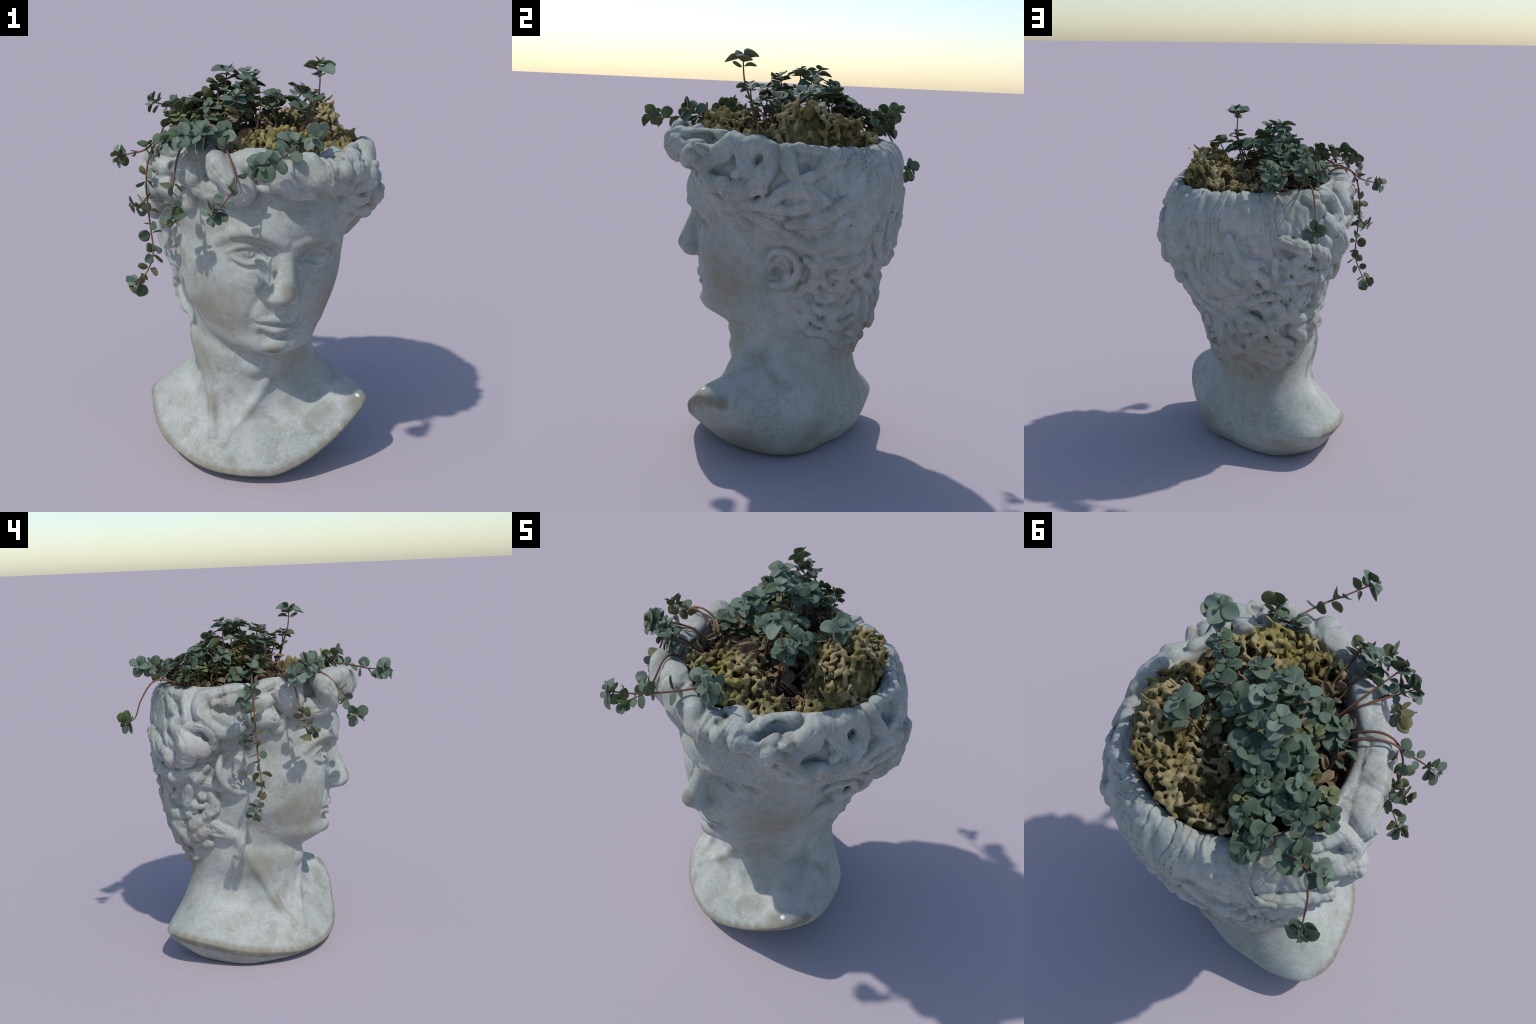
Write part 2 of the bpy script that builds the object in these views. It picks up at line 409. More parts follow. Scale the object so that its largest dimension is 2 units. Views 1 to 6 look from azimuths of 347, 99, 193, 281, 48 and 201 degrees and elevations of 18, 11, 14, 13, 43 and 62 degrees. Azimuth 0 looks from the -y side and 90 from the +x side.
# ------------------------------------------------------------- hair
def hair(cv):
    bare = Canvas()
    bare.f = cv.f.copy()
    at = lambda q, off: bare.skin(q[0], q[1], off)

    def lock(pts, radii, lift):        # a strand of hair lying on the skin, set off by a moat and combed lengthwise
        r = np.interp(np.linspace(0, 1, len(pts)), np.linspace(0, 1, len(radii)), radii)
        S = np.array([at(q, 0.0) for q in pts])
        out = S - np.array([HEAD_C[0], HEAD_C[1], 0.0])
        out[:, 2] = 0
        out /= np.linalg.norm(out, axis=1, keepdims=True)
        cv.stroke(S + out * lift, r * 1.75, -0.42 * r.mean())
        cv.rope(S + out * (lift - 0.45 * r)[:, None], r * 1.38, 0.008)
        T = np.gradient(S, axis=0)
        side = np.cross(T, out)
        side /= np.maximum(np.linalg.norm(side, axis=1, keepdims=True), 1e-9)
        if r.mean() > 0.019:
            for k in (-0.55, 0.1, 0.65):
                cv.stroke(S + out * (lift + 0.85 * r)[:, None] + side * (k * r)[:, None], 0.0065, -0.0055, 4)

    gouge = lambda pts, r, lift: cv.rope([at(q, lift) for q in pts], r, 0.014, cut=True)
    lump = lambda q, r, lift: cv.blob(at(q, lift - 0.3 * r), r * 1.2, 0.016)
    hollow = lambda q, r, lift: cv.blob(at(q, lift), r, 0.014, cut=True)
    line = lambda pts, w, a: cv.stroke([at(q, 0) for q in pts], w, a)
    lock([(226.6, 1.557), (240.5, 1.541), (247.6, 1.490), (246.9, 1.412)], (0.029, 0.036, 0.034, 0.024), 0.0)
    lock([(223.4, 1.542), (233.1, 1.481), (241.4, 1.426), (247.1, 1.390)], (0.022, 0.024, 0.024, 0.019), 0.0)
    hollow((238.1, 1.489), 0.02, 0.0)
    lock([(283.8, 1.593), (269.0, 1.581), (257.2, 1.548), (255.2, 1.476), (261.5, 1.405), (269.3, 1.372), (278.6, 1.397)], (0.036, 0.041, 0.043, 0.043, 0.043, 0.041, 0.036), 0.012)
    lock([(283.2, 1.525), (273.4, 1.527), (264.2, 1.513)], (0.029, 0.026, 0.019), 0.008)
    lock([(264.1, 1.459), (269.9, 1.432), (274.5, 1.390)], (0.026, 0.031, 0.029), 0.0)
    hollow((266.2, 1.487), 0.026, 0.0)
    hollow((275.2, 1.480), 0.03, 0.0)
    lock([(289.7, 1.571), (299.6, 1.601), (313.0, 1.609)], (0.036, 0.043, 0.036), 0.012)
    lock([(289.0, 1.514), (297.3, 1.516), (306.1, 1.559)], (0.041, 0.036, 0.024), 0.01)
    lump((292.5, 1.480), 0.05, 0.0)
    lock([(288.9, 1.432), (295.4, 1.436), (300.2, 1.417)], (0.048, 0.055, 0.043), 0.008)
    lock([(304.5, 1.366), (307.3, 1.414)], (0.036, 0.031), 0.0)
    hollow((300.8, 1.535), 0.02, 0.01)
    hollow((301.4, 1.467), 0.02, 0.01)
    lock([(313.7, 1.599), (310.0, 1.539), (316.5, 1.473), (328.9, 1.453), (340.2, 1.473), (331.2, 1.553), (328.4, 1.594)], (0.048, 0.058, 0.055, 0.05, 0.048, 0.043, 0.036), 0.018)
    lock([(314.5, 1.594), (312.2, 1.519)], (0.06, 0.06), 0.015)
    hollow((327.9, 1.547), 0.034, 0.01)
    hollow((328.7, 1.410), 0.034, -0.01)
    lump((250.0, 1.290), 0.075, -0.01)
    lock([(246.5, 1.390), (256.4, 1.401), (262.6, 1.358), (261.4, 1.293)], (0.026, 0.031, 0.031, 0.024), 0.02)
    hollow((257.0, 1.331), 0.018, 0.012)
    lock([(208.4, 1.102), (227.2, 1.099), (241.5, 1.133), (250.3, 1.154)], (0.026, 0.031, 0.031, 0.026), 0.004)
    lock([(219.5, 1.239), (225.5, 1.190), (236.3, 1.180), (245.4, 1.205)], (0.024, 0.026, 0.026, 0.024), 0.0)
    line([(237.4, 1.266), (238.6, 1.218), (243.8, 1.203)], 0.012, -0.014)
    line([(228.8, 1.265), (230.3, 1.217)], 0.01, -0.01)
    lump((245.4, 1.096), 0.046, 0.0)
    lump((224.8, 0.976), 0.032, 0.004)
    lump((245.9, 0.975), 0.028, 0.0)
    hollow((234.2, 1.070), 0.02, 0.0)
    hollow((243.2, 1.178), 0.016, 0.0)
    lock([(205.4, 0.861), (223.8, 0.859), (232.5, 0.900), (242.5, 0.920), (253.8, 0.926)], (0.029, 0.031, 0.026, 0.026, 0.022), 0.004)
    lock([(221.4, 0.843), (227.9, 0.804), (241.3, 0.847), (247.7, 0.885), (254.0, 0.911)], (0.031, 0.036, 0.036, 0.029, 0.022), 0.008)
    lock([(204.0, 0.763), (201.0, 0.689), (216.1, 0.699)], (0.024, 0.029, 0.022), 0.004)
    lock([(231.1, 0.725), (241.1, 0.766), (249.0, 0.780)], (0.026, 0.036, 0.029), 0.004)
    lock([(229.3, 0.669), (243.3, 0.696)], (0.019, 0.024), 0.0)
    lock([(214.1, 0.625), (221.1, 0.586)], (0.024, 0.024), 0.0)
    hollow((247.8, 0.809), 0.018, 0.0)
    line([(219.3, 0.757), (232.6, 0.777), (247.1, 0.813)], 0.016, -0.02)
    line([(257.4, 0.985), (263.8, 0.957)], 0.02, -0.02)
    line([(267.0, 1.318), (273.1, 1.287), (277.4, 1.265)], 0.03, -0.03)
    lock([(45.2, 1.475), (49.6, 1.459), (59.5, 1.495), (64.4, 1.543)], (0.03, 0.042, 0.042, 0.03), 0.02)
    lock([(40.2, 1.415), (36.0, 1.362), (43.3, 1.345)], (0.028, 0.03, 0.026), 0.012)
    hollow((60.5, 1.425), 0.034, 0.006)
    lock([(67.8, 1.590), (68.3, 1.531), (73.4, 1.483), (72.1, 1.446), (68.0, 1.424)], (0.036, 0.036, 0.034, 0.028, 0.02), 0.02)
    lock([(63.9, 1.364), (70.4, 1.352), (78.4, 1.395), (81.5, 1.452)], (0.036, 0.046, 0.044, 0.034), 0.016)
    lock([(47.5, 1.319), (58.6, 1.306)], (0.026, 0.026), 0.01)
    lock([(75.6, 1.595), (83.7, 1.548), (85.7, 1.491), (83.2, 1.417)], (0.034, 0.036, 0.034, 0.026), 0.014)
    line([(82.5, 1.481), (82.8, 1.409)], 0.012, -0.022)
    line([(86.2, 1.359), (88.8, 1.399), (92.1, 1.434)], 0.014, -0.03)
    lock([(92.0, 1.570), (92.6, 1.495), (95.6, 1.450)], (0.03, 0.032, 0.026), 0.012)
    lock([(98.0, 1.574), (106.7, 1.557), (113.5, 1.543)], (0.028, 0.028, 0.024), 0.008)
    lock([(99.9, 1.423), (107.1, 1.455), (113.1, 1.513), (117.3, 1.559)], (0.02, 0.022, 0.022, 0.024), 0.01)
    hollow((100.8, 1.476), 0.034, 0.004)
    hollow((99.0, 1.451), 0.022, 0.0)
    lock([(86.2, 1.317), (92.9, 1.370), (101.1, 1.376), (110.8, 1.336)], (0.026, 0.032, 0.03, 0.024), 0.006)
    lock([(91.3, 1.270), (101.5, 1.303), (111.5, 1.330)], (0.02, 0.026, 0.022), 0.004)
    lock([(95.1, 1.219), (105.5, 1.237), (113.2, 1.278), (119.6, 1.331)], (0.022, 0.03, 0.03, 0.024), 0.004)
    lock([(97.0, 1.164), (105.5, 1.126), (114.7, 1.154), (119.6, 1.241)], (0.026, 0.036, 0.036, 0.026), -0.004)
    lock([(63.8, 1.258), (67.1, 1.185), (68.8, 1.149)], (0.03, 0.028, 0.012), -0.004)
    lock([(81.7, 1.276), (90.9, 1.255)], (0.03, 0.026), -0.006)
    line([(97.5, 1.067), (114.9, 1.055), (127.2, 1.054), (141.5, 1.087)], 0.018, -0.022)
    lock([(104.2, 1.021), (104.6, 0.938)], (0.024, 0.02), 0.0)
    lock([(115.8, 0.966), (121.1, 0.906), (130.3, 0.885)], (0.018, 0.02, 0.018), 0.002)
    lock([(122.3, 0.981), (131.7, 0.953), (136.7, 0.996)], (0.02, 0.022, 0.02), 0.0)
    lock([(117.1, 0.791), (129.6, 0.758), (143.0, 0.786), (145.9, 0.841)], (0.022, 0.028, 0.026, 0.02), 0.002)
    lock([(120.9, 0.705), (137.4, 0.682), (149.4, 0.719)], (0.02, 0.024, 0.02), 0.0)
    lock([(104.2, 0.818), (112.5, 0.767), (119.1, 0.722)], (0.026, 0.022, 0.018), 0.0)
    lock([(152.5, 0.896), (170.6, 0.808), (163.1, 0.750)], (0.022, 0.024, 0.02), 0.0)
    lock([(149.2, 0.651), (171.0, 0.568), (174.1, 0.509)], (0.02, 0.024, 0.018), 0.0)
    lock([(104.1, 0.864), (107.0, 0.902), (115.5, 0.879)], (0.02, 0.024, 0.02), 0.0)
    hollow((120.8, 0.810), 0.018, 0.0)
    line([(124.2, 1.560), (120.3, 1.446), (117.7, 1.360)], 0.02, -0.012)
    line([(134.4, 1.553), (125.8, 1.432), (126.9, 1.329), (131.6, 1.236)], 0.02, -0.012)
    line([(150.8, 1.565), (138.8, 1.444), (141.2, 1.321), (142.3, 1.193)], 0.02, -0.01)
    lock([(21.6, 1.592), (31.8, 1.571), (41.7, 1.582), (51.3, 1.596)], (0.03, 0.028, 0.028, 0.026), 0.0)
    gouge([(35.6, 1.571), (42.5, 1.575), (48.8, 1.553)], (0.022, 0.03, 0.022), 0.01)
    lump((73.0, 1.556), 0.06, 0.0)
    lock([(68.1, 1.500), (73.8, 1.451), (80.4, 1.376)], (0.03, 0.036, 0.03), 0.004)
    line([(65.2, 1.592), (67.2, 1.509), (63.8, 1.461)], 0.02, -0.03)
    line([(82.0, 1.595), (83.0, 1.492)], 0.018, -0.02)
    lump((27.0, 1.579), 0.045, -0.005)
    lump((23.0, 1.554), 0.04, 0.0)
    line([(20.3, 1.595), (24.8, 1.582), (26.7, 1.531)], 0.014, -0.02)
    line([(180.7, 1.572), (185.8, 1.476), (190.3, 1.362)], 0.022, 0.012)
    line([(170.7, 1.568), (173.3, 1.471), (179.0, 1.359)], 0.022, -0.01)
    line([(154.8, 1.565), (160.0, 1.461), (157.3, 1.341)], 0.022, -0.012)
    line([(140.8, 1.551), (144.8, 1.434), (143.2, 1.286)], 0.02, -0.012)
    line([(189.9, 1.552), (187.6, 1.468), (188.6, 1.362)], 0.018, -0.012)
    lock([(174.9, 1.348), (178.7, 1.248), (185.9, 1.204), (193.9, 1.206)], (0.021, 0.028, 0.03, 0.023), -0.004)
    line([(179.0, 1.359), (186.0, 1.260), (193.0, 1.245)], 0.018, -0.016)
    lock([(205.3, 1.327), (214.4, 1.295), (225.5, 1.280)], (0.025, 0.037, 0.034), 0.004)
    line([(205.4, 1.273), (216.4, 1.246), (224.9, 1.240)], 0.018, -0.022)
    lock([(226.0, 1.275), (232.4, 1.221), (229.7, 1.183)], (0.028, 0.039, 0.028), 0.004)
    lock([(238.6, 1.400), (246.3, 1.297), (244.2, 1.227)], (0.04, 0.057, 0.046), 0.006)
    lock([(244.1, 1.517), (247.3, 1.438), (239.7, 1.407)], (0.028, 0.03, 0.023), 0.006)
    lock([(190.4, 1.158), (195.3, 1.124), (196.3, 1.066)], (0.023, 0.028, 0.023), 0.002)
    lock([(184.8, 1.085), (193.1, 1.047)], (0.021, 0.023), 0.002)
    lock([(201.9, 1.231), (201.0, 1.158)], (0.021, 0.021), 0.0)
    lock([(207.2, 1.212), (209.5, 1.137)], (0.021, 0.021), 0.0)
    lock([(212.1, 1.188), (218.4, 1.134), (231.1, 1.099), (261.7, 1.042)], (0.028, 0.034, 0.034, 0.028), 0.004)
    line([(178.2, 1.090), (191.2, 1.024), (205.1, 1.069), (220.4, 1.063)], 0.018, -0.016)
    hollow((189.7, 0.897), 0.034, 0.0)
    hollow((199.8, 0.983), 0.022, 0.0)
    lock([(183.9, 0.970), (193.1, 1.010), (202.5, 1.010), (205.6, 0.977)], (0.021, 0.023, 0.023, 0.018), 0.002)
    lock([(178.5, 0.912), (180.7, 0.818), (190.8, 0.828)], (0.021, 0.025, 0.023), 0.002)
    lock([(203.7, 0.968), (211.5, 0.892), (225.0, 0.863), (237.5, 0.896)], (0.025, 0.034, 0.034, 0.025), 0.006)
    lock([(231.1, 0.891), (260.9, 0.767), (244.7, 0.767)], (0.025, 0.03, 0.021), 0.004)
    lock([(200.9, 0.852), (204.0, 0.761), (214.6, 0.715)], (0.025, 0.032, 0.028), 0.004)
    lock([(216.2, 0.808), (225.9, 0.755), (224.9, 0.702)], (0.03, 0.037, 0.025), 0.006)
    lock([(194.7, 0.746), (199.9, 0.695), (210.1, 0.681)], (0.023, 0.028, 0.023), 0.004)
    lock([(166.2, 0.784), (172.9, 0.677), (180.0, 0.671)], (0.023, 0.028, 0.021), 0.004)
    lock([(183.8, 0.740), (185.3, 0.655)], (0.023, 0.023), 0.002)
    lock([(176.8, 0.589), (186.8, 0.529), (189.8, 0.481)], (0.023, 0.025, 0.018), 0.0)
    lock([(195.5, 0.595), (206.6, 0.566), (216.8, 0.607)], (0.023, 0.028, 0.023), 0.0)
    lock([(137.5, 0.856), (132.0, 0.737), (134.9, 0.683)], (0.025, 0.028, 0.023), 0.0)
    lock([(157.5, 0.847), (162.4, 0.779), (160.6, 0.711)], (0.023, 0.025, 0.021), 0.0)
    lock([(156.4, 1.270), (154.6, 1.169), (161.5, 1.090)], (0.023, 0.025, 0.023), -0.004)
    lock([(146.5, 1.238), (146.2, 1.129), (151.9, 1.055)], (0.023, 0.023, 0.021), -0.006)
    lock([(168.2, 1.231), (170.4, 1.110), (177.9, 1.062)], (0.023, 0.028, 0.023), -0.004)
    line([(139.3, 0.921), (167.6, 0.968), (185.4, 1.011)], 0.022, -0.022)
    lock([(52.4, 1.310), (62.3, 1.290), (69.8, 1.285), (82.1, 1.301), (90.9, 1.287)], (0.026, 0.032, 0.032, 0.03, 0.024), 0.012)
    lock([(68.9, 1.263), (77.7, 1.238), (87.6, 1.207), (95.2, 1.179)], (0.024, 0.03, 0.03, 0.024), 0.004)
    lock([(105.1, 1.049), (111.4, 1.001), (112.9, 0.925), (107.3, 0.884)], (0.022, 0.026, 0.024, 0.018), 0.004)
    lock([(130.2, 0.925), (129.5, 0.851), (119.1, 0.842)], (0.022, 0.026, 0.02), 0.004)
    lock([(135.4, 1.069), (138.3, 0.976), (153.5, 0.886)], (0.024, 0.026, 0.022), 0.002)
    lock([(117.0, 1.042), (123.5, 1.033), (131.5, 1.055)], (0.02, 0.024, 0.02), 0.002)
    lock([(151.2, 0.980), (194.4, 0.839), (190.5, 0.765)], (0.02, 0.024, 0.02), 0.002)
    lock([(130.7, 0.651), (143.8, 0.589), (152.0, 0.591)], (0.02, 0.022, 0.016), 0.0)
    lock([(106.4, 0.728), (116.5, 0.658), (128.4, 0.641)], (0.02, 0.022, 0.018), 0.0)
    line([(137.9, 1.517), (131.7, 1.372), (138.5, 1.214), (138.0, 1.117)], 0.014, -0.012)
    line([(151.9, 1.498), (151.3, 1.345), (155.3, 1.195), (154.5, 1.071)], 0.014, -0.012)
    line([(124.3, 1.286), (128.7, 1.175), (142.6, 1.094)], 0.014, -0.012)
    line([(123.2, 1.225), (122.3, 1.130)], 0.014, -0.012)
    line([(214.8, 1.491), (212.2, 1.368), (215.4, 1.260)], 0.016, -0.014)
    line([(225.8, 1.448), (234.2, 1.353), (242.8, 1.324)], 0.014, -0.014)
    lock([(212.3, 1.303), (220.7, 1.270), (208.6, 1.162)], (0.024, 0.029, 0.024), 0.0)
    lock([(222.8, 1.048), (213.6, 0.932), (216.1, 0.866)], (0.026, 0.031, 0.026), 0.004)
    lock([(239.1, 1.045), (234.5, 0.951), (239.2, 0.934)], (0.026, 0.031, 0.024), 0.004)
    lock([(252.5, 0.986), (254.1, 0.946), (249.5, 0.906)], (0.022, 0.024, 0.022), 0.002)

    # the two curls at the left temple: a horn over a ring
    lock([(47, 1.535), (50, 1.505), (56, 1.515), (61, 1.56), (62, 1.60)], (0.018, 0.034, 0.042, 0.036, 0.026), 0.022)
    lock([(41, 1.475), (36.5, 1.43), (41, 1.385), (48, 1.39), (50, 1.435), (46, 1.47)], (0.026, 0.028, 0.030, 0.030, 0.026, 0.02), 0.034)
    hollow((43.5, 1.425), 0.02, 0.05)
    lump((50, 1.455), 0.05, 0.02)
    lock([(52, 1.40), (57, 1.375), (63, 1.385)], (0.026, 0.036, 0.030), 0.026)
    lock([(62, 1.36), (68, 1.315), (75, 1.30)], (0.028, 0.036, 0.026), 0.016)
    lock([(30, 1.435), (36, 1.475), (42, 1.505)], (0.02, 0.03, 0.028), 0.0)
    # fringe curls over the brow
    lock([(352, 1.60), (357, 1.53), (3, 1.475), (10, 1.462)], (0.04, 0.042, 0.03, 0.018), -0.014)
    lock([(8, 1.60), (12, 1.54), (20, 1.49), (28, 1.485)], (0.036, 0.040, 0.032, 0.02), -0.014)
    lock([(24, 1.60), (28, 1.55), (35, 1.52)], (0.034, 0.036, 0.024), -0.014)
    hollow((2.0, 1.505), 0.014, 0.03)


CAVITY_C = (0.09, 0.075)
CAVITY_A = (0, 30, 60, 90, 120, 150, 180, 210, 240, 270, 300, 330)
CAVITY = {1.20: (0.36, 0.36, 0.36, 0.38, 0.38, 0.38, 0.38, 0.36, 0.36, 0.36, 0.34, 0.34),
          1.48: (0.41, 0.40, 0.39, 0.41, 0.43, 0.43, 0.43, 0.42, 0.41, 0.39, 0.38, 0.39),
          1.58: (0.45, 0.42, 0.395, 0.425, 0.45, 0.455, 0.455, 0.44, 0.425, 0.41, 0.395, 0.42),
          1.75: (0.47, 0.435, 0.41, 0.44, 0.47, 0.48, 0.48, 0.47, 0.45, 0.43, 0.42, 0.44)}


def hollow_out(cv):
    X, Y = AX[0][:, None], AX[1][None, :]
    i0 = int((1.28 - LO[2]) / H)
    Z = AX[2][i0:]
    A = azimuth(X, Y, CAVITY_C)
    r = np.hypot(X - CAVITY_C[0], Y - CAVITY_C[1])
    d = (r[..., None] - stacked(CAVITY, CAVITY_A, A, Z)) * 0.95
    d = smax(d, 1.34 - Z[None, None, :], 0.04)
    f = smax(cv.f[:, :, i0:], -d, 0.035)
    top = periodic((0, 50, 90, 130, 180, 230, 270, 320), (1.665, 1.635, 1.595, 1.58, 1.585, 1.59, 1.61, 1.65), azimuth(X, Y, HEAD_C))
    cv.f[:, :, i0:] = smax(f, (Z[None, None, :] - top[..., None]), 0.04).astype(np.float32)


def hair_mask(P):
    """1 on the hair, 0 on skin (world position)."""
    x, y, z = P[..., 0], P[..., 1], P[..., 2]
    a = np.mod(azimuth(x, y, HEAD_C), 360.0)
    # height above which the hair starts, by azimuth
    edge = periodic((0, 25, 50, 65, 78, 92, 110, 140, 180, 215, 240, 256, 268, 285, 300, 335),
                    (1.44, 1.43, 1.36, 1.24, 1.10, 0.86, 0.66, 0.52, 0.46, 0.52, 0.66, 0.84, 1.20, 1.29, 1.37, 1.44), a)
    return sstep(-0.012, 0.012, z - edge)


def surface_grain(cv):
    """Strands of the hair and the gentle unevenness of the cast stone."""
    near = np.argwhere(np.abs(cv.f) < 0.03)
    P = near * H + LO
    n1, n2, n3 = Noise(3), Noise(5), Noise(8)
    m = hair_mask(P)
    a = np.radians(azimuth(P[:, 0], P[:, 1], HEAD_C))
    u = a * 0.5
    z = P[:, 2]
    flow = np.array([7.0, 7.0, 2.8])
    warp = n1(P * flow) * 0.55 + n2(P * flow * 2.3) * 0.16
    lower = sstep(1.02, 0.85, z)
    broad = np.sin(u * 34 + warp * 7.5 + z * 6.0)
    comb = np.sin(u * 62 + warp * 11 + z * 8)          # locks about 6 cm wide, parted by grooves
    parting = np.exp(-(comb / 0.30) ** 2)
    hairs = np.sin(u * 190 + warp * 34 + z * 30)
    amp = 0.0048 + 0.003 * n3(P * 5.0)
    inside = (np.hypot(P[:, 0] - CAVITY_C[0], P[:, 1] - CAVITY_C[1]) < 0.45) & (z > 1.3)
    m = np.where(inside, 0.0, m)
    crown = m * (1 - lower) * sstep(105, 130, np.mod(np.degrees(a), 360)) * sstep(250, 230, np.mod(np.degrees(a), 360))
    d = m * (broad * amp + hairs * 0.0010 + n2(P * 24.0) * 0.004 * (0.5 + lower) + n3(P * 14) * 0.006 * lower)
    d -= parting * (0.003 * m + 0.0085 * crown) * (0.55 + 0.45 * n3(P * 6.0))
    d += (n1(P * 9.0) * 0.0012 + n2(P * 38.0) * 0.0006)
    cv.f[tuple(near.T)] -= d.astype(np.float32)


def sculpt():
    cv = Canvas()
    base_solids(cv)
    base_fixes(cv)
    front_roll(cv)
    fringe(cv)
    hair(cv)
    hollow_out(cv)
    surface_grain(cv)
    neck_anatomy(cv)
    carve_face(cv)
    ears(cv)
    z = AX[2][None, None, :]
    cv.f = smax(cv.f, -z, 0.01)
    return cv


# ------------------------------------------------------------- meshing
def surface_nets(f):
    s = f < 0
    nx, ny, nz = f.shape
    c = np.zeros((nx - 1, ny - 1, nz - 1), np.int8)
    for dx in (0, 1):
        for dy in (0, 1):
            for dz in (0, 1):
                c += s[dx:nx - 1 + dx, dy:ny - 1 + dy, dz:nz - 1 + dz]
    cell = np.argwhere((c > 0) & (c < 8))
    idx = -np.ones(c.shape, np.int64)
    idx[tuple(cell.T)] = np.arange(len(cell))
    acc = np.zeros((len(cell), 3))
    cnt = np.zeros(len(cell))
    corners = [(a, b, d) for a in (0, 1) for b in (0, 1) for d in (0, 1)]
    for p in corners:
        for ax in range(3):
            if p[ax]:
                continue
            q = list(p)
            q[ax] = 1
            fa = f[tuple((cell + p).T)]
            fb = f[tuple((cell + q).T)]
            m = (fa < 0) != (fb < 0)
            t = np.where(m, fa / np.where(m, fa - fb, 1), 0)
            pos = np.tile(np.array(p, float), (len(cell), 1))
            pos[:, ax] = t
            acc[m] += pos[m]
            cnt[m] += 1
    V = (cell + acc / cnt[:, None]) * H + LO
    F = []
    for ax in range(3):
        u, w = (ax + 1) % 3, (ax + 2) % 3
        sl0 = [slice(None)] * 3
        sl1 = [slice(None)] * 3
        sl0[ax] = slice(0, -1)
        sl1[ax] = slice(1, None)
        a, b = s[tuple(sl0)], s[tuple(sl1)]
        for flip in (False, True):
            e = np.argwhere((a & ~b) if not flip else (~a & b))
            e = e[(e[:, u] > 0) & (e[:, w] > 0) & (e[:, u] < f.shape[u] - 1) & (e[:, w] < f.shape[w] - 1)]
            du, dw = np.zeros(3, int), np.zeros(3, int)
            du[u] = 1
            dw[w] = 1
            q = [idx[tuple(x.T)] for x in (e - du - dw, e - dw, e, e - du)]
            q = np.stack(q if not flip else q[::-1], 1)
            F.append(q)
    return V, np.concatenate(F)


# ---- BLENDER
import bpy
import bmesh
from mathutils import Vector, Matrix

RNG = np.random.RandomState(11)


# =====================================================================
#  2. MATERIALS
# =====================================================================
class Nodes:
    """Small helper to wire shader nodes in code."""

    def __init__(self, name):
        self.mat = bpy.data.materials.new(name)
        self.mat.use_nodes = True
        self.t = self.mat.node_tree
        self.bsdf = self.t.nodes["Principled BSDF"]
        self.out = self.t.nodes["Material Output"]
        self.coord = self.t.nodes.new("ShaderNodeTexCoord").outputs["Object"]

    def link(self, a, b):
        if hasattr(a, "links"):
            self.t.links.new(a, b)
        else:
            b.default_value = a

    def noise(self, scale, detail=4.0, rough=0.55, vec=None, dist=0.0):
        n = self.t.nodes.new("ShaderNodeTexNoise")
        n.inputs["Scale"].default_value = scale
        n.inputs["Detail"].default_value = detail
        n.inputs["Roughness"].default_value = rough
        n.inputs["Distortion"].default_value = dist
        self.link(vec if vec is not None else self.coord, n.inputs["Vector"])
        return n.outputs["Fac"]

    def cells(self, scale, feature="F1", rand=1.0):
        n = self.t.nodes.new("ShaderNodeTexVoronoi")
        n.feature = feature
        n.inputs["Scale"].default_value = scale
        n.inputs["Randomness"].default_value = rand
        self.link(self.coord, n.inputs["Vector"])
        return n.outputs["Distance"]

    def ramp(self, fac, *stops):
        n = self.t.nodes.new("ShaderNodeValToRGB")
        e = n.color_ramp.elements
        while len(e) < len(stops):
            e.new(0.5)
        for el, (pos, col) in zip(e, stops):
            el.position = pos
            c = col if isinstance(col, tuple) else (col, col, col)
            el.color = (*c, 1.0)
        self.link(fac, n.inputs["Fac"])
        return n.outputs["Color"]

    def math(self, op, a, b=0.0, clamp=False):
        n = self.t.nodes.new("ShaderNodeMath")
        n.operation = op
        n.use_clamp = clamp
        self.link(a, n.inputs[0])
        self.link(b, n.inputs[1])
        return n.outputs[0]

    def mix(self, fac, a, b, mode="MIX"):
        n = self.t.nodes.new("ShaderNodeMix")
        n.data_type = "RGBA"
        n.blend_type = mode
        self.link(fac, n.inputs["Factor"])
        for v, s in ((a, n.inputs["A"]), (b, n.inputs["B"])):
            self.link((*v, 1.0) if isinstance(v, tuple) else v, s)
        return n.outputs["Result"]

    def near(self, p, r0, r1):
        """1 inside radius r0 of a point, 0 beyond r1."""
        n = self.t.nodes.new("ShaderNodeVectorMath")
        n.operation = "DISTANCE"
        self.link(self.coord, n.inputs[0])
        n.inputs[1].default_value = p
        m = self.t.nodes.new("ShaderNodeMapRange")
        m.interpolation_type = "SMOOTHSTEP"
        m.inputs["From Min"].default_value = r1
        m.inputs["From Max"].default_value = r0
        self.link(n.outputs["Value"], m.inputs["Value"])
        return m.outputs["Result"]

    def bump(self, height, strength, dist=0.01):
        n = self.t.nodes.new("ShaderNodeBump")
        n.inputs["Strength"].default_value = strength
        n.inputs["Distance"].default_value = dist
        self.link(height, n.inputs["Height"])
        self.link(n.outputs["Normal"], self.bsdf.inputs["Normal"])

    def finish(self, color, rough=0.85, spec=0.3):
        self.link(color, self.bsdf.inputs["Base Color"])
        self.link(rough, self.bsdf.inputs["Roughness"])
        self.bsdf.inputs["Specular IOR Level"].default_value = spec
        return self.mat


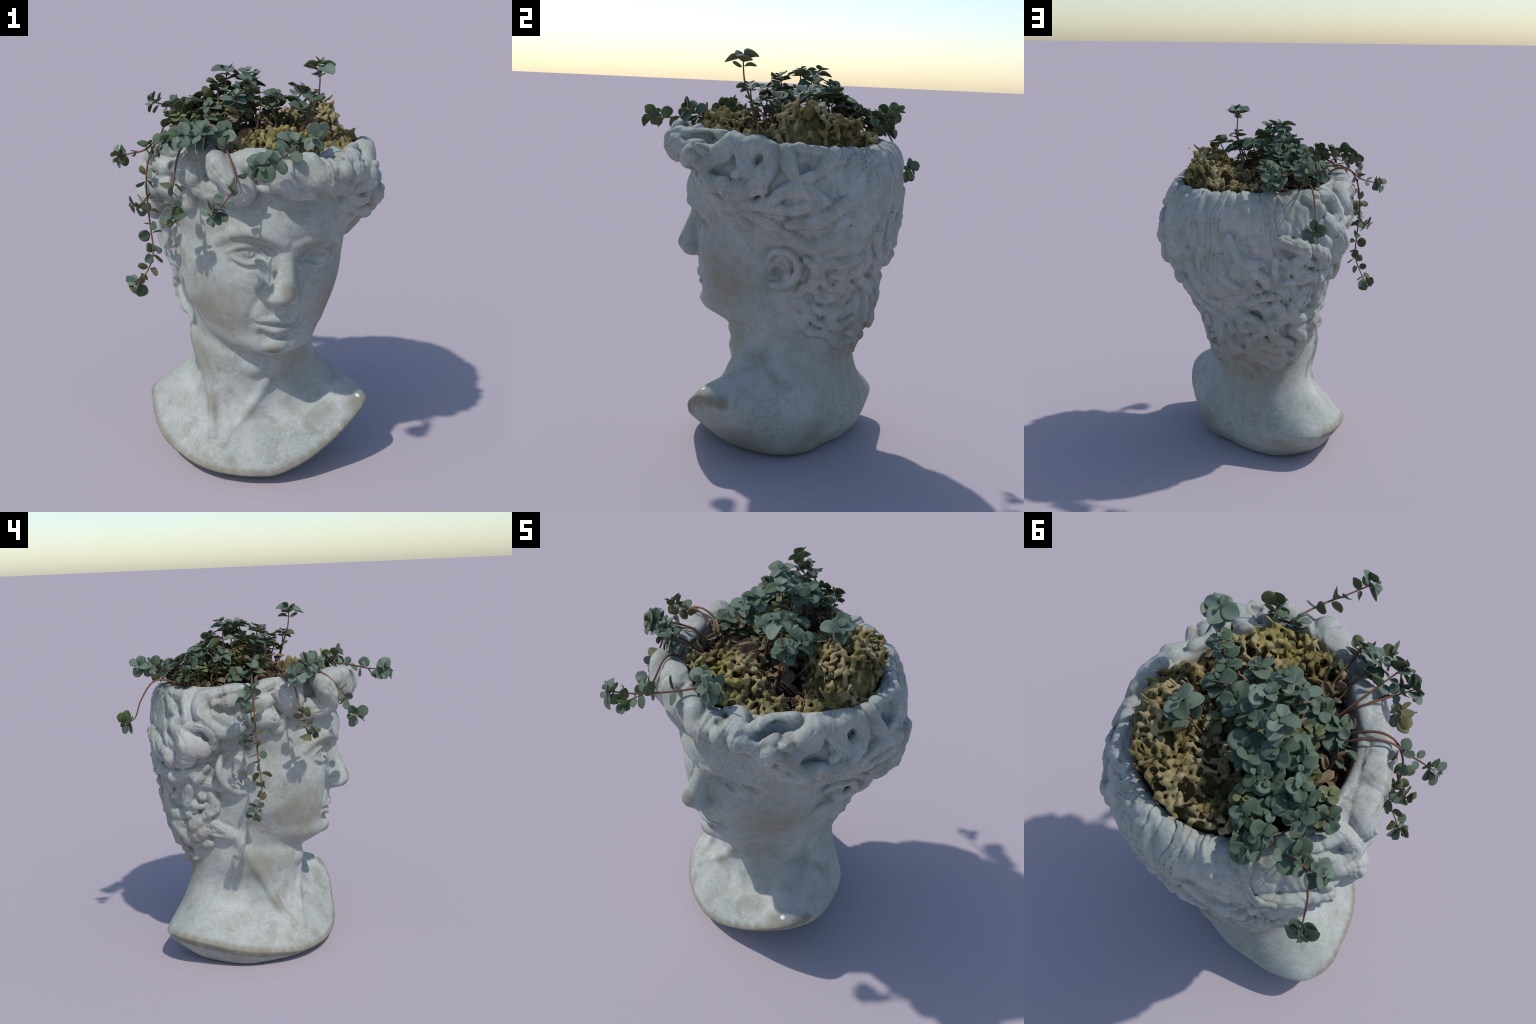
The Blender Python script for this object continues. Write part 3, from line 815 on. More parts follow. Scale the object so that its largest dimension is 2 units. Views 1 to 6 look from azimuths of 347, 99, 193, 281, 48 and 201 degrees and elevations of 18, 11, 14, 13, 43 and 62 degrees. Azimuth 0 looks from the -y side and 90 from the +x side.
def stone(name, pale, patches, pits, stain, stain_amount):
    """Weathered cast stone: pale ground, grey-green bloom, brown patina, speckle and pits."""
    n = Nodes(name)
    broad = n.noise(3.2, 5, 0.6, dist=0.4)
    mid = n.noise(14, 6, 0.65)
    fine = n.noise(80, 6, 0.75)
    grain = n.noise(190, 3, 0.6)
    tone = lambda r, g, b: (min(1.0, pale[0] * r), min(1.0, pale[1] * g), min(1.0, pale[2] * b))
    col = n.mix(n.ramp(broad, (0.36, 0.0), (0.66, 1.0)), pale, tone(0.74, 0.80, 0.77))
    col = n.mix(n.math("MULTIPLY", n.ramp(mid, (0.42, 0.0), (0.68, 1.0)), 0.55), col, tone(0.62, 0.60, 0.50))
    # worn pale specks and dark grains, thicker in some places than in others
    rough_zone = n.ramp(n.noise(4.0, 3, 0.5), (0.35, 0.25), (0.65, 1.0))
    col = n.mix(n.math("MULTIPLY", n.math("MULTIPLY", n.ramp(fine, (0.50, 0.0), (0.66, 1.0)), rough_zone), 0.50), col, tone(1.38, 1.40, 1.42))
    col = n.mix(n.math("MULTIPLY", n.math("MULTIPLY", n.ramp(fine, (0.33, 1.0), (0.46, 0.0)), rough_zone), 0.42), col, tone(0.58, 0.54, 0.44))
    col = n.mix(n.math("MULTIPLY", n.math("MULTIPLY", n.ramp(grain, (0.56, 0.0), (0.72, 1.0)), rough_zone), 0.40), col, tone(0.45, 0.42, 0.34))
    # brown-olive patina: scattered everywhere, thick in the named places
    m = n.math("MULTIPLY", n.ramp(n.noise(5.5, 6, 0.7, dist=0.8), (0.50, 0.0), (0.70, 1.0)), stain_amount)
    for p, r0, r1, a in patches:
        spot = n.math("MULTIPLY", n.near(p, r0, r1), a)
        spot = n.math("MULTIPLY", spot, n.ramp(n.math("ADD", n.math("MULTIPLY", fine, 0.6), n.math("MULTIPLY", mid, 0.4)), (0.30, 0.45), (0.62, 1.0)))
        m = n.math("MAXIMUM", m, spot)
    col = n.mix(m, col, stain)
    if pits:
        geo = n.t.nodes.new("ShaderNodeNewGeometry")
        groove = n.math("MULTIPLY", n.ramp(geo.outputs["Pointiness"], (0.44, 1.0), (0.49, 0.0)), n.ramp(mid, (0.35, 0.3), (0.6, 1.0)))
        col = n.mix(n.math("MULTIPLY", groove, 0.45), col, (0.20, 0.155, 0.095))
        d = n.math("ADD", n.cells(9.0), n.math("MULTIPLY", n.math("SUBTRACT", fine, 0.5), 0.22))
        gate = n.ramp(n.noise(6.0, 2), (0.50, 0.0), (0.56, 1.0))
        pit = n.math("MULTIPLY", n.ramp(d, (0.020, 1.0), (0.065, 0.0)), gate)
        col = n.mix(n.math("MULTIPLY", pit, pits), col, (0.045, 0.05, 0.045))
    col = n.mix(n.near((0.500, -0.232, 0.372), 0.010, 0.017), col, (0.72, 0.76, 0.76))     # fresh chip on the shoulder tip
    n.bump(n.math("ADD", n.math("MULTIPLY", fine, 0.6), n.math("MULTIPLY", grain, 0.4)), 0.16, 0.005)
    return n.finish(col, 0.88, 0.25)


BROWN = (0.175, 0.138, 0.078)
SKIN_PATCHES = [((0.07, -0.49, 1.03), 0.02, 0.07, 0.80), ((0.05, -0.49, 0.96), 0.02, 0.06, 0.70), ((0.03, -0.37, 0.690), 0.01, 0.075, 1.0), ((-0.20, -0.24, 0.86), 0.05, 0.24, 0.62),
                ((0.34, -0.20, 0.90), 0.05, 0.26, 0.62), ((-0.12, -0.36, 1.22), 0.02, 0.14, 0.40), ((0.20, -0.36, 1.22), 0.02, 0.14, 0.40),
                ((-0.25, 0.02, 0.56), 0.03, 0.17, 0.60), ((0.22, -0.14, 0.52), 0.04, 0.22, 0.40), ((-0.22, -0.10, 0.34), 0.02, 0.10, 0.55)]
EDGE_PATCHES = [((-0.20, 0.50, 0.06), 0.05, 0.20, 0.50), ((0.30, 0.25, 0.06), 0.05, 0.24, 0.55), ((0.40, 0.0, 0.10), 0.05, 0.20, 0.55), ((-0.16, -0.30, 0.12), 0.01, 0.05, 0.55), ((0.50, -0.25, 0.32), 0.03, 0.10, 0.6)]
# a brown rim of grime along the cut edge of the bust
for deg in list(range(-130, 72, 6)):
    pr, pz = (float(periodic([b[0] for b in BUST], [b[j] for b in BUST], np.array([deg % 360.0]))[0]) for j in (2, 3))
    t = math.radians(deg)
    EDGE_PATCHES.append(((BUST_C[0] + pr * math.sin(t), BUST_C[1] - pr * math.cos(t), pz - 0.012), 0.026, 0.062, 0.78))
PALE = (0.41, 0.424, 0.41)
HAIR_PATCHES = [((0.0, 0.5, 0.60), 0.1, 0.40, 0.55), ((-0.42, 0.30, 1.28), 0.02, 0.11, 0.55), ((-0.40, 0.40, 0.75), 0.05, 0.25, 0.45)]
ALL_PATCHES = SKIN_PATCHES + EDGE_PATCHES + HAIR_PATCHES
STONE_SKIN = stone("weathered_stone", PALE, ALL_PATCHES, 0.0, BROWN, 0.50)
STONE_TORSO = STONE_SKIN
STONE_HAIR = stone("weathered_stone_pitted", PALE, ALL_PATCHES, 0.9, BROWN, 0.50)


def leaf_top():
    n = Nodes("leaf_glaucous_top")
    info = n.t.nodes.new("ShaderNodeObjectInfo")
    col = n.ramp(info.outputs["Random"], (0.0, (0.110, 0.165, 0.095)), (0.35, (0.165, 0.230, 0.172)), (0.7, (0.215, 0.292, 0.235)), (1.0, (0.290, 0.360, 0.285)))
    col = n.mix(n.math("MULTIPLY", n.ramp(n.noise(30, 3), (0.40, 0.0), (0.70, 1.0)), 0.35), col, (0.10, 0.17, 0.085))
    n.bump(n.noise(60, 3), 0.15, 0.004)
    return glow(n, col, 0.55, 0.35)


def leaf_under():
    n = Nodes("leaf_green_underside")
    info = n.t.nodes.new("ShaderNodeObjectInfo")
    col = n.ramp(info.outputs["Random"], (0.0, (0.115, 0.150, 0.060)), (0.6, (0.175, 0.225, 0.105)), (1.0, (0.25, 0.23, 0.12)))
    col = n.mix(n.math("MULTIPLY", n.ramp(n.noise(25, 3), (0.45, 0.0), (0.70, 1.0)), 0.5), col, (0.12, 0.095, 0.05))
    return glow(n, col, 0.6, 0.3)


def glow(n, col, rough, spec):
    """Let a little light through the blade."""
    n.finish(col, rough, spec)
    tr = n.t.nodes.new("ShaderNodeBsdfTranslucent")
    n.link(col, tr.inputs["Color"])
    mix = n.t.nodes.new("ShaderNodeMixShader")
    mix.inputs["Fac"].default_value = 0.42
    n.t.links.new(n.bsdf.outputs[0], mix.inputs[1])
    n.t.links.new(tr.outputs[0], mix.inputs[2])
    n.t.links.new(mix.outputs[0], n.out.inputs["Surface"])
    return n.mat


def simple(name, a, b, scale, rough=0.8, bump=0.3, detail=5):
    n = Nodes(name)
    f = n.noise(scale, detail, 0.65)
    g = n.noise(scale * 5, 3, 0.6)
    col = n.mix(n.ramp(f, (0.35, 0.0), (0.66, 1.0)), a, b)
    col = n.mix(n.math("MULTIPLY", n.ramp(g, (0.5, 0.0), (0.7, 1.0)), 0.4), col, tuple(c * 0.5 for c in a))
    n.bump(g, bump, 0.006)
    return n.finish(col, rough, 0.2)


LEAF_TOP, LEAF_UNDER = leaf_top(), leaf_under()
LOW_LEAF = simple("leaf_olive_low_growth", (0.105, 0.125, 0.050), (0.165, 0.175, 0.095), 16, 0.65, 0.15)
LOW_UNDER = simple("leaf_brownish_low_growth", (0.13, 0.105, 0.055), (0.10, 0.13, 0.055), 14, 0.7, 0.15)
STEM_MAT = simple("stem_reddish_brown", (0.20, 0.095, 0.065), (0.13, 0.085, 0.05), 20)
DEAD_MAT = simple("dry_leaf_brown", (0.15, 0.10, 0.06), (0.26, 0.19, 0.12), 18)
SOIL_MAT = simple("dark_potting_soil", (0.022, 0.017, 0.013), (0.075, 0.052, 0.038), 16, 0.95, 0.6)


def moss_material():
    n = Nodes("moss_straw_and_olive")
    f = n.noise(7.0, 5, 0.6, dist=0.5)
    g = n.noise(45, 4, 0.65)
    col = n.ramp(f, (0.30, (0.115, 0.098, 0.028)), (0.45, (0.195, 0.155, 0.065)), (0.58, (0.33, 0.275, 0.145)), (0.75, (0.25, 0.18, 0.085)))
    col = n.mix(n.math("MULTIPLY", n.near((0.12, -0.33, 1.62), 0.05, 0.22), 0.65), col, n.ramp(f, (0.35, (0.20, 0.19, 0.02)), (0.62, (0.36, 0.30, 0.10))))
    col = n.mix(n.math("MULTIPLY", n.ramp(g, (0.48, 0.0), (0.72, 1.0)), 0.5), col, (0.06, 0.05, 0.022))
    n.bump(g, 0.5, 0.008)
    return n.finish(col, 0.9, 0.15)


MOSS_MAT = moss_material()
MOSS_DARK = simple("moss_dark_felt", (0.080, 0.066, 0.022), (0.20, 0.155, 0.065), 14, 0.95, 0.5)

# =====================================================================
#  3. OBJECTS
# =====================================================================
PLANTER = bpy.data.objects.new("head_planter", None)
bpy.context.collection.objects.link(PLANTER)
PLANTER["label"] = "weathered classical stone head planter with trailing plant and moss"
PLANTER["category"] = "potted plant"


def add(name, mesh, mats, parent=PLANTER):
    o = bpy.data.objects.new(name, mesh)
    for m in mats:
        if m.name not in [x.name for x in mesh.materials if x]:
            mesh.materials.append(m)
    bpy.context.collection.objects.link(o)
    o.parent = parent
    return o


def mesh_from(name, V, F):
    me = bpy.data.meshes.new(name)
    V = np.asarray(V, np.float32)
    F = np.asarray(F, np.int32)
    k = F.shape[1]
    me.vertices.add(len(V))
    me.vertices.foreach_set("co", V.ravel())
    me.loops.add(F.size)
    me.loops.foreach_set("vertex_index", F.ravel())
    me.polygons.add(len(F))
    me.polygons.foreach_set("loop_start", np.arange(0, F.size, k, dtype=np.int32))
    me.polygons.foreach_set("use_smooth", np.ones(len(F), bool))
    me.update(calc_edges=True)
    return me


# ------------------------------------------------------------- the stone bust
def normals_of(V, F):
    n = np.cross(V[F[:, 2]] - V[F[:, 0]], V[F[:, 3]] - V[F[:, 1]])
    out = np.zeros_like(V)
    for j in range(4):
        for d in range(3):
            out[:, d] += np.bincount(F[:, j], n[:, d], len(V))
    return out / np.maximum(np.linalg.norm(out, axis=1, keepdims=True), 1e-12)


def region_of(C):
    """0 torso, 1 neck, 2 head, 3 hair, 4/5 ears, 6 hollow for the soil."""
    x, y, z = C.T
    a = np.mod(azimuth(x, y, HEAD_C), 360)
    jaw = periodic((0, 25, 50, 75, 90, 105, 250, 262, 285, 310, 335), (0.60, 0.62, 0.66, 0.74, 0.80, 0.84, 0.84, 0.82, 0.74, 0.66, 0.62), a)
    collar = periodic((0, 55, 90, 140, 180, 230, 270, 310), (0.26, 0.42, 0.44, 0.42, 0.38, 0.36, 0.34, 0.24), a)
    reg = np.where(z > jaw, 2, np.where(z > collar, 1, 0))
    reg = np.where(hair_mask(C) > 0.5, 3, reg)
    ear_r = ((x + 0.395) / 0.075) ** 2 + ((y - 0.105) / 0.095) ** 2 + ((z - 1.13) / 0.14) ** 2 < 1
    ear_l = ((x - 0.44) / 0.06) ** 2 + ((y - 0.085) / 0.08) ** 2 + ((z - 0.97) / 0.115) ** 2 < 1
    reg = np.where(ear_r, 4, np.where(ear_l, 5, reg))
    rc = np.hypot(x - CAVITY_C[0], y - CAVITY_C[1])
    reg = np.where((z > 1.3) & (z < 1.57) & (rc < 0.44), 6, reg)
    return reg


def build_bust():
    cv = sculpt()
    V, F = surface_nets(cv.f)
    # keep the largest shell only (drop stray crumbs)
    Nn = normals_of(V, F)
    reg = region_of(V[F].mean(1))
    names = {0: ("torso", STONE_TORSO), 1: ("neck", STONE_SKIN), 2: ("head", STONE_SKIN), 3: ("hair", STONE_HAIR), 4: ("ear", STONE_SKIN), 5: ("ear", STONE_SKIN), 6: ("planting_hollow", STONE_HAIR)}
    for k, (name, mat) in names.items():
        f = F[reg == k]
        ids, inv = np.unique(f, return_inverse=True)
        me = mesh_from(name, V[ids], inv.reshape(f.shape))
        me.normals_split_custom_set_from_vertices(Nn[ids].tolist())
        add(name, me, [mat])
    return cv


# ------------------------------------------------------------- soil, moss
SOIL_Z, SOIL_RISE = 1.495, 0.17


def build_soil():
    n1, n2 = Noise(21), Noise(22)
    rings, seg = 46, 110
    V, F = [], []
    for i in range(rings + 1):
        for j in range(seg):
            t = 2 * math.pi * j / seg
            r = 0.435 * i / rings
            V.append((CAVITY_C[0] + r * math.cos(t), CAVITY_C[1] + r * math.sin(t), SOIL_Z))
    V = np.array(V)
    q = V.copy()
    d = np.hypot(V[:, 0] + 0.02, V[:, 1] - 0.03)
    V[:, 2] += SOIL_RISE * np.exp(-(d / 0.20) ** 2) + 0.016 * n1(q * 14) + 0.010 * np.abs(n2(q * 34)) + 0.006 * n1(q * 70)
    for i in range(rings):
        for j in range(seg):
            a, b = i * seg + j, i * seg + (j + 1) % seg
            F.append((a, a + seg, b + seg, b))
    add("soil", mesh_from("soil", V, F), [SOIL_MAT])


def worley(P, seed):
    """Distances to the nearest and second nearest of scattered points (2D)."""
    rs = np.random.RandomState(seed)
    off = rs.uniform(0.1, 0.9, (64, 64, 2))
    c = np.floor(P).astype(int)
    d1 = np.full(len(P), 9.0)
    d2 = np.full(len(P), 9.0)
    for dx in (-1, 0, 1):
        for dy in (-1, 0, 1):
            g = c + (dx, dy)
            p = g + off[g[:, 0] & 63, g[:, 1] & 63]
            d = np.hypot(*(P - p).T)
            d2 = np.where(d < d1, d1, np.minimum(d2, d))
            d1 = np.minimum(d1, d)
    return d1, d2


#            x, y, reach x, reach y, top height
MOSS_MOUNDS = [(0.35, 0.18, 0.17, 0.18, 0.285), (0.31, 0.34, 0.22, 0.18, 0.225), (0.12, 0.48, 0.24, 0.14, 0.15), (0.44, 0.06, 0.12, 0.15, 0.18), (0.18, 0.27, 0.17, 0.18, 0.19),
               (-0.06, 0.50, 0.16, 0.12, 0.15), (0.08, -0.24, 0.24, 0.19, 0.225), (0.27, -0.22, 0.15, 0.12, 0.17), (-0.08, -0.28, 0.15, 0.12, 0.19), (0.42, -0.04, 0.09, 0.11, 0.15)]


def build_moss():
    """A springy net of strands with deep holes, heaped in mounds, and loose wisps on top."""
    global LO, HI, N, AX, H
    keep = (LO, HI, N, AX, H)
    H = 0.0046
    LO = np.array([-0.32, -0.46, 1.42])
    HI = np.array([0.60, 0.62, 1.80])
    N = np.ceil((HI - LO) / H).astype(int) + 1
    AX = [(LO[i] + H * np.arange(N[i])).astype(np.float32) for i in range(3)]
    X, Y = np.meshgrid(AX[0], AX[1], indexing="ij")
    n1, n2, n3 = Noise(31), Noise(32), Noise(33)
    Q = np.stack([X, Y, 0 * X], -1)
    hgt = np.zeros_like(X)
    for x, y, rx, ry, top in MOSS_MOUNDS:
        q = ((X - x) / rx) ** 2 + ((Y - y) / ry) ** 2
        hgt = np.maximum(hgt, top * np.clip(1 - q ** 1.5, 0, 1) ** 0.5)
    on = hgt > 0.01
    surf = np.where(on, 1.455 + hgt * (0.88 + 0.22 * n3(Q * 9)) - 0.022, 1.40)
    Z = AX[2][None, None, :]
    G = np.stack(np.broadcast_arrays(X[..., None], Y[..., None], Z), -1)
    rc = np.hypot(X - CAVITY_C[0], Y - CAVITY_C[1])[..., None]
    wall = (rc - (0.43 + 0.45 * np.clip(Z - 1.56, 0, 0.1))) * 0.8
    # lower layer: dark felted cushion
    cv = Canvas()
    cv.f = ((Z - surf[..., None]) * 0.7).astype(np.float32)
    cv.f -= 0.016 * n1(G * 24) + 0.012 * n2(G * 48) + 0.004 * n3(G * 90)
    cv.f = smax(cv.f, wall, 0.02).astype(np.float32)
    cv.f[:, :, 0] = 0.05
    V, F = surface_nets(cv.f)
    o = add("moss_cushion", mesh_from("moss_cushion", V, F), [MOSS_DARK])
    o["kind"] = "stuff"
    # upper layer: torn lacy net of strands bridging hollows
    cv.f = np.full(tuple(N), 0.2, np.float32)
    rs = np.random.RandomState(5)
    pts = []
    for i in range(6000):
        p = rs.uniform(LO[:2], HI[:2])
        ix = tuple(np.clip(((p - LO[:2]) / H).astype(int), 0, N[:2] - 1))
        if hgt[ix] < 0.05 or np.hypot(p[0] - CAVITY_C[0], p[1] - CAVITY_C[1]) > 0.445:
            continue
        if pts and min((q[0] - p[0]) ** 2 + (q[1] - p[1]) ** 2 for q in pts) < rs.uniform(0.022, 0.042) ** 2:
            continue
        pts.append((p[0], p[1], 1.455 + hgt[ix] * rs.uniform(0.88, 1.08) + rs.uniform(-0.012, 0.016)))
    P = np.array(pts)
    for i in range(len(P)):
        d = np.linalg.norm(P - P[i], axis=1)
        near = [j for j in np.argsort(d)[1:7] if j > i and d[j] < 0.085]
        for j in near:
            if rs.uniform() < 0.30:
                continue
            m = 0.5 * (P[i] + P[j]) + rs.uniform(-0.016, 0.016, 3) - (0, 0, 0.010)
            cv.rope([P[i], m, P[j]], (rs.uniform(0.003, 0.010), rs.uniform(0.0025, 0.005), rs.uniform(0.003, 0.010)), 0.010, steps=3)
        if rs.uniform() < 0.55:      # root down into the cushion
            cv.rope([P[i], P[i] + (rs.uniform(-0.02, 0.02), rs.uniform(-0.02, 0.02), -0.06)], (0.006, 0.012), 0.012)
        if rs.uniform() < 0.30:      # loose wisp standing up
            a = rs.uniform(0, 6.28)
            e = np.array([math.cos(a), math.sin(a), rs.uniform(0.0, 1.0)]) * rs.uniform(0.02, 0.055)
            cv.rope([P[i], P[i] + e * 0.6, P[i] + e + (0, 0, 0.008)], (0.006, 0.005, 0.003), 0.008, steps=3)
    cv.f -= 0.004 * n1(G * 40) + 0.003 * n2(G * 80)
    cv.f = smax(cv.f, rc - 0.47, 0.02).astype(np.float32)
    V, F = surface_nets(cv.f)
    LO, HI, N, AX, H = keep
    o = add("moss", mesh_from("moss", V, F), [MOSS_MAT])
    o["kind"] = "stuff"


# ------------------------------------------------------------- leaves and stems
def leaf_mesh(seed):
    """A fleshy round leaf, base at the origin, blade along +y, upper face +z, unit length."""
    rs = np.random.RandomState(seed)
    rows, cols = 9, 7
    cup, fold, droop = rs.uniform(0.05, 0.45), rs.uniform(-0.05, 0.22), rs.uniform(-0.40, 0.15)
    wid = rs.uniform(0.44, 0.54)
    wob = rs.uniform(-1, 1, 4)
    top, bot = [], []
    for i in range(rows):
        t = 0.5 - 0.5 * math.cos(math.pi * i / (rows - 1))
        v = t
        half = wid * (max(0.0, 1 - abs(2 * t - 1) ** 2.2)) ** 0.5 * min(1.0, 0.45 + 3.0 * t)
        half = max(half * (1 + 0.06 * wob[i % 4]), 0.04)
        for j in range(cols):
            s = 2 * j / (cols - 1) - 1
            x = half * s
            z = cup * (x * x * 2.0 + 0.6 * (v - 0.5) ** 2) + fold * abs(x) + droop * v * v + 0.03 * math.sin(7 * x + 5 * v + wob[0] * 3)
            th = 0.055 * (1 - s * s) ** 0.5 * math.sin(math.pi * min(max(v, 0.06), 0.97)) ** 0.4 + 0.006
            top.append((x, v, z + th * 0.6))
            bot.append((x, v, z - th * 0.6))
    V = top + bot
    n = rows * cols
    F, M = [], []
    for i in range(rows - 1):
        for j in range(cols - 1):
            a = i * cols + j
            F.append((a, a + 1, a + cols + 1, a + cols))
            M.append(0)
            F.append((n + a, n + a + cols, n + a + cols + 1, n + a + 1))
            M.append(1)
    loop = [j for j in range(cols)] + [i * cols + cols - 1 for i in range(1, rows)] + [(rows - 1) * cols + j for j in range(cols - 2, -1, -1)] + [i * cols for i in range(rows - 2, 0, -1)]
    for a, b in zip(loop, loop[1:] + loop[:1]):
        F.append((a, n + a, n + b, b))
        M.append(0)
    me = mesh_from("leaf", V, F)
    me.materials.append(LEAF_TOP)
    me.materials.append(LEAF_UNDER)
    me.polygons.foreach_set("material_index", M)
    return me


LEAVES = [leaf_mesh(100 + i) for i in range(8)]
LEAF_COUNT = [0]
STUFF = []          # leaves past the named ones
LOW = []            # small leaves low in the clump


def place_leaf(base, out, normal, size, parent, named=True):
    y = Vector(out).normalized()
    z = Vector(normal)
    z = (z - y * z.dot(y)).normalized()
    x = y.cross(z)
    M = Matrix((x, y, z)).transposed().to_4x4() @ Matrix.Diagonal((size * RNG.uniform(0.9, 1.12), size, size, 1))
    M.translation = Vector(base)
    me = LEAVES[RNG.randint(len(LEAVES))]
    if named and LEAF_COUNT[0] < 300:
        LEAF_COUNT[0] += 1
        o = bpy.data.objects.new("leaf", me)
        bpy.context.collection.objects.link(o)
        o.parent = parent
        o.matrix_world = M
    else:
        (STUFF if named else LOW).append((me, M))


def off_stone(P, R):
    """Lift the points of a stem out of the stone they would run through."""
    for _ in range(6):
        f = STONE.sample(P)
        g = np.stack([STONE.sample(P + d) - STONE.sample(P - d) for d in np.eye(3) * 0.012], 1)
        g /= np.maximum(np.linalg.norm(g, axis=1, keepdims=True), 1e-6)
        low = (P[:, 2] < 1.75) & (np.hypot(P[:, 0] - CAVITY_C[0], P[:, 1] - CAVITY_C[1]) > 0.30)
        P = P + g * np.where(low, np.clip(R + 0.004 - f, 0, 0.03), 0)[:, None]
    return P


def tube(pts, radii, seg=7, steps=6):
    P, R = spline(pts, radii, steps)
    P = off_stone(P, R)
    P[1:-1] = 0.25 * P[:-2] + 0.5 * P[1:-1] + 0.25 * P[2:]
    T = np.gradient(P, axis=0)
    T /= np.linalg.norm(T, axis=1, keepdims=True)
    up = np.array([0.31, 0.72, 0.62])
    V, F = [], []
    for p, t, r in zip(P, T, R):
        u = np.cross(t, up)
        u /= np.linalg.norm(u)
        w = np.cross(t, u)
        for j in range(seg):
            a = 2 * math.pi * j / seg
            V.append(p + r * (math.cos(a) * u + math.sin(a) * w))
    for i in range(len(P) - 1):
        for j in range(seg):
            a, b = i * seg + j, i * seg + (j + 1) % seg
            F.append((a, b, b + seg, a + seg))
    return V, F, P, T


def sprig(pts, bare=0.3, spacing=0.055, size=0.05, tip=True, named=True, radius=0.0055, facing=None):
    """A trailing shoot: stem with crossed pairs of round leaves and a rosette at its end."""
    V, F, P, T = tube(pts, (radius, radius * 0.8, radius * 0.55))
    stem = add("sprig", mesh_from("sprig", V, F), [STEM_MAT])
    seg = np.linalg.norm(np.diff(P, axis=0), axis=1)
    s = np.concatenate([[0], np.cumsum(seg)])
    L = s[-1]
    turn = RNG.uniform(0, 3.14)
    d = bare * L
    sky = np.array([0, 0, 1.0])

    def pair(p, t, scale, open_, n=2):
        nonlocal turn
        side = np.cross(t, [0.3, 0.5, 0.81])
        side /= np.linalg.norm(side)
        other = np.cross(t, side)
        for k in range(n):
            a = turn + k * 2 * math.pi / n + RNG.uniform(-0.35, 0.35)
            e = math.cos(a) * side + math.sin(a) * other
            o = e + t * open_ + sky * RNG.uniform(-0.1, 0.25)
            o = o / np.linalg.norm(o)
            nrm = t * 0.75 + sky * 0.6 + RNG.uniform(-0.75, 0.75, 3)
            if facing is not None:
                nrm = nrm * 0.6 + np.array(facing) * 0.8
            place_leaf(p + o * 0.006, o, nrm, size * 1.18 * scale * RNG.uniform(0.8, 1.15), stem, named)
        turn += math.pi / 2

    while d < L - 0.02:
        i = min(np.searchsorted(s, d), len(P) - 1)
        pair(P[i], T[i], RNG.uniform(0.75, 1.0), RNG.uniform(0.1, 0.6))
        d += spacing * RNG.uniform(0.75, 1.3)
    if tip:
        pair(P[-1] - T[-1] * 0.026, T[-1], 0.95, 0.2)
        pair(P[-1] - T[-1] * 0.008, T[-1], 1.05, 0.15)
        pair(P[-1], T[-1], 0.85, 0.25)
        pair(P[-1] + T[-1] * 0.005, T[-1], 0.5, 0.6)
    return stem


# shoots that leave the pot, from root to end
TRAILS = [
    ([(-0.20, -0.02, 1.54), (-0.34, -0.045, 1.64), (-0.43, -0.05, 1.635), (-0.480, -0.045, 1.54), (-0.492, -0.05, 1.40), (-0.478, -0.055, 1.23), (-0.470, -0.065, 1.12), (-0.497, -0.067, 1.033), (-0.552, -0.034, 0.945)], 0.42, 0.050, 0.054),
    ([(-0.478, -0.05, 1.39), (-0.505, -0.02, 1.345), (-0.54, 0.0, 1.32)], 0.5, 0.05, 0.044),
    ([(-0.25, -0.15, 1.57), (-0.354, -0.227, 1.635), (-0.401, -0.271, 1.488), (-0.415, -0.31, 1.40), (-0.41, -0.33, 1.345)], 0.66, 0.05, 0.056),
    ([(-0.14, -0.26, 1.58), (-0.185, -0.365, 1.640), (-0.168, -0.475, 1.53), (-0.225, -0.52, 1.46), (-0.285, -0.56, 1.415)], 0.55, 0.055, 0.056),
    ([(0.10, -0.26, 1.56), (0.124, -0.356, 1.652), (0.05, -0.50, 1.650), (-0.046, -0.62, 1.638), (-0.127, -0.708, 1.645)], 0.52, 0.060, 0.058),
    ([(-0.20, 0.02, 1.55), (-0.34, -0.01, 1.64), (-0.43, -0.03, 1.635), (-0.49, -0.035, 1.59), (-0.55, -0.03, 1.575), (-0.615, -0.018, 1.562)], 0.62, 0.042, 0.050),
    ([(-0.20, 0.38, 1.58), (-0.30, 0.52, 1.63), (-0.345, 0.60, 1.53), (-0.350, 0.64, 1.43), (-0.358, 0.695, 1.405)], 0.90, 0.05, 0.060),
    ([(-0.16, -0.06, 1.54), (-0.29, -0.19, 1.67), (-0.375, -0.32, 1.70)], 0.62, 0.05, 0.056),
    ([(-0.10, -0.12, 1.54), (-0.16, -0.26, 1.66), (-0.20, -0.345, 1.71)], 0.6, 0.05, 0.058),
    ([(-0.18, -0.10, 1.55), (-0.30, -0.16, 1.64), (-0.44, -0.27, 1.66)], 0.65, 0.05, 0.052),
    ([(-0.16, -0.16, 1.55), (-0.24, -0.26, 1.66), (-0.285, -0.325, 1.705)], 0.6, 0.05, 0.056),
    ([(0.12, -0.20, 1.54), (0.17, -0.34, 1.66), (0.18, -0.43, 1.695)], 0.7, 0.05, 0.060),
    ([(0.02, -0.20, 1.54), (0.07, -0.33, 1.64), (0.09, -0.39, 1.67)], 0.75, 0.05, 0.056),
    ([(0.20, -0.03, 1.56), (0.275, -0.10, 1.78), (0.285, -0.125, 1.86), (0.281, -0.134, 1.960)], 0.86, 0.2, 0.066),
    ([(-0.05, 0.42, 1.55), (-0.20, 0.53, 1.69), (-0.32, 0.57, 1.70), (-0.385, 0.585, 1.715)], 0.55, 0.045, 0.055),
]
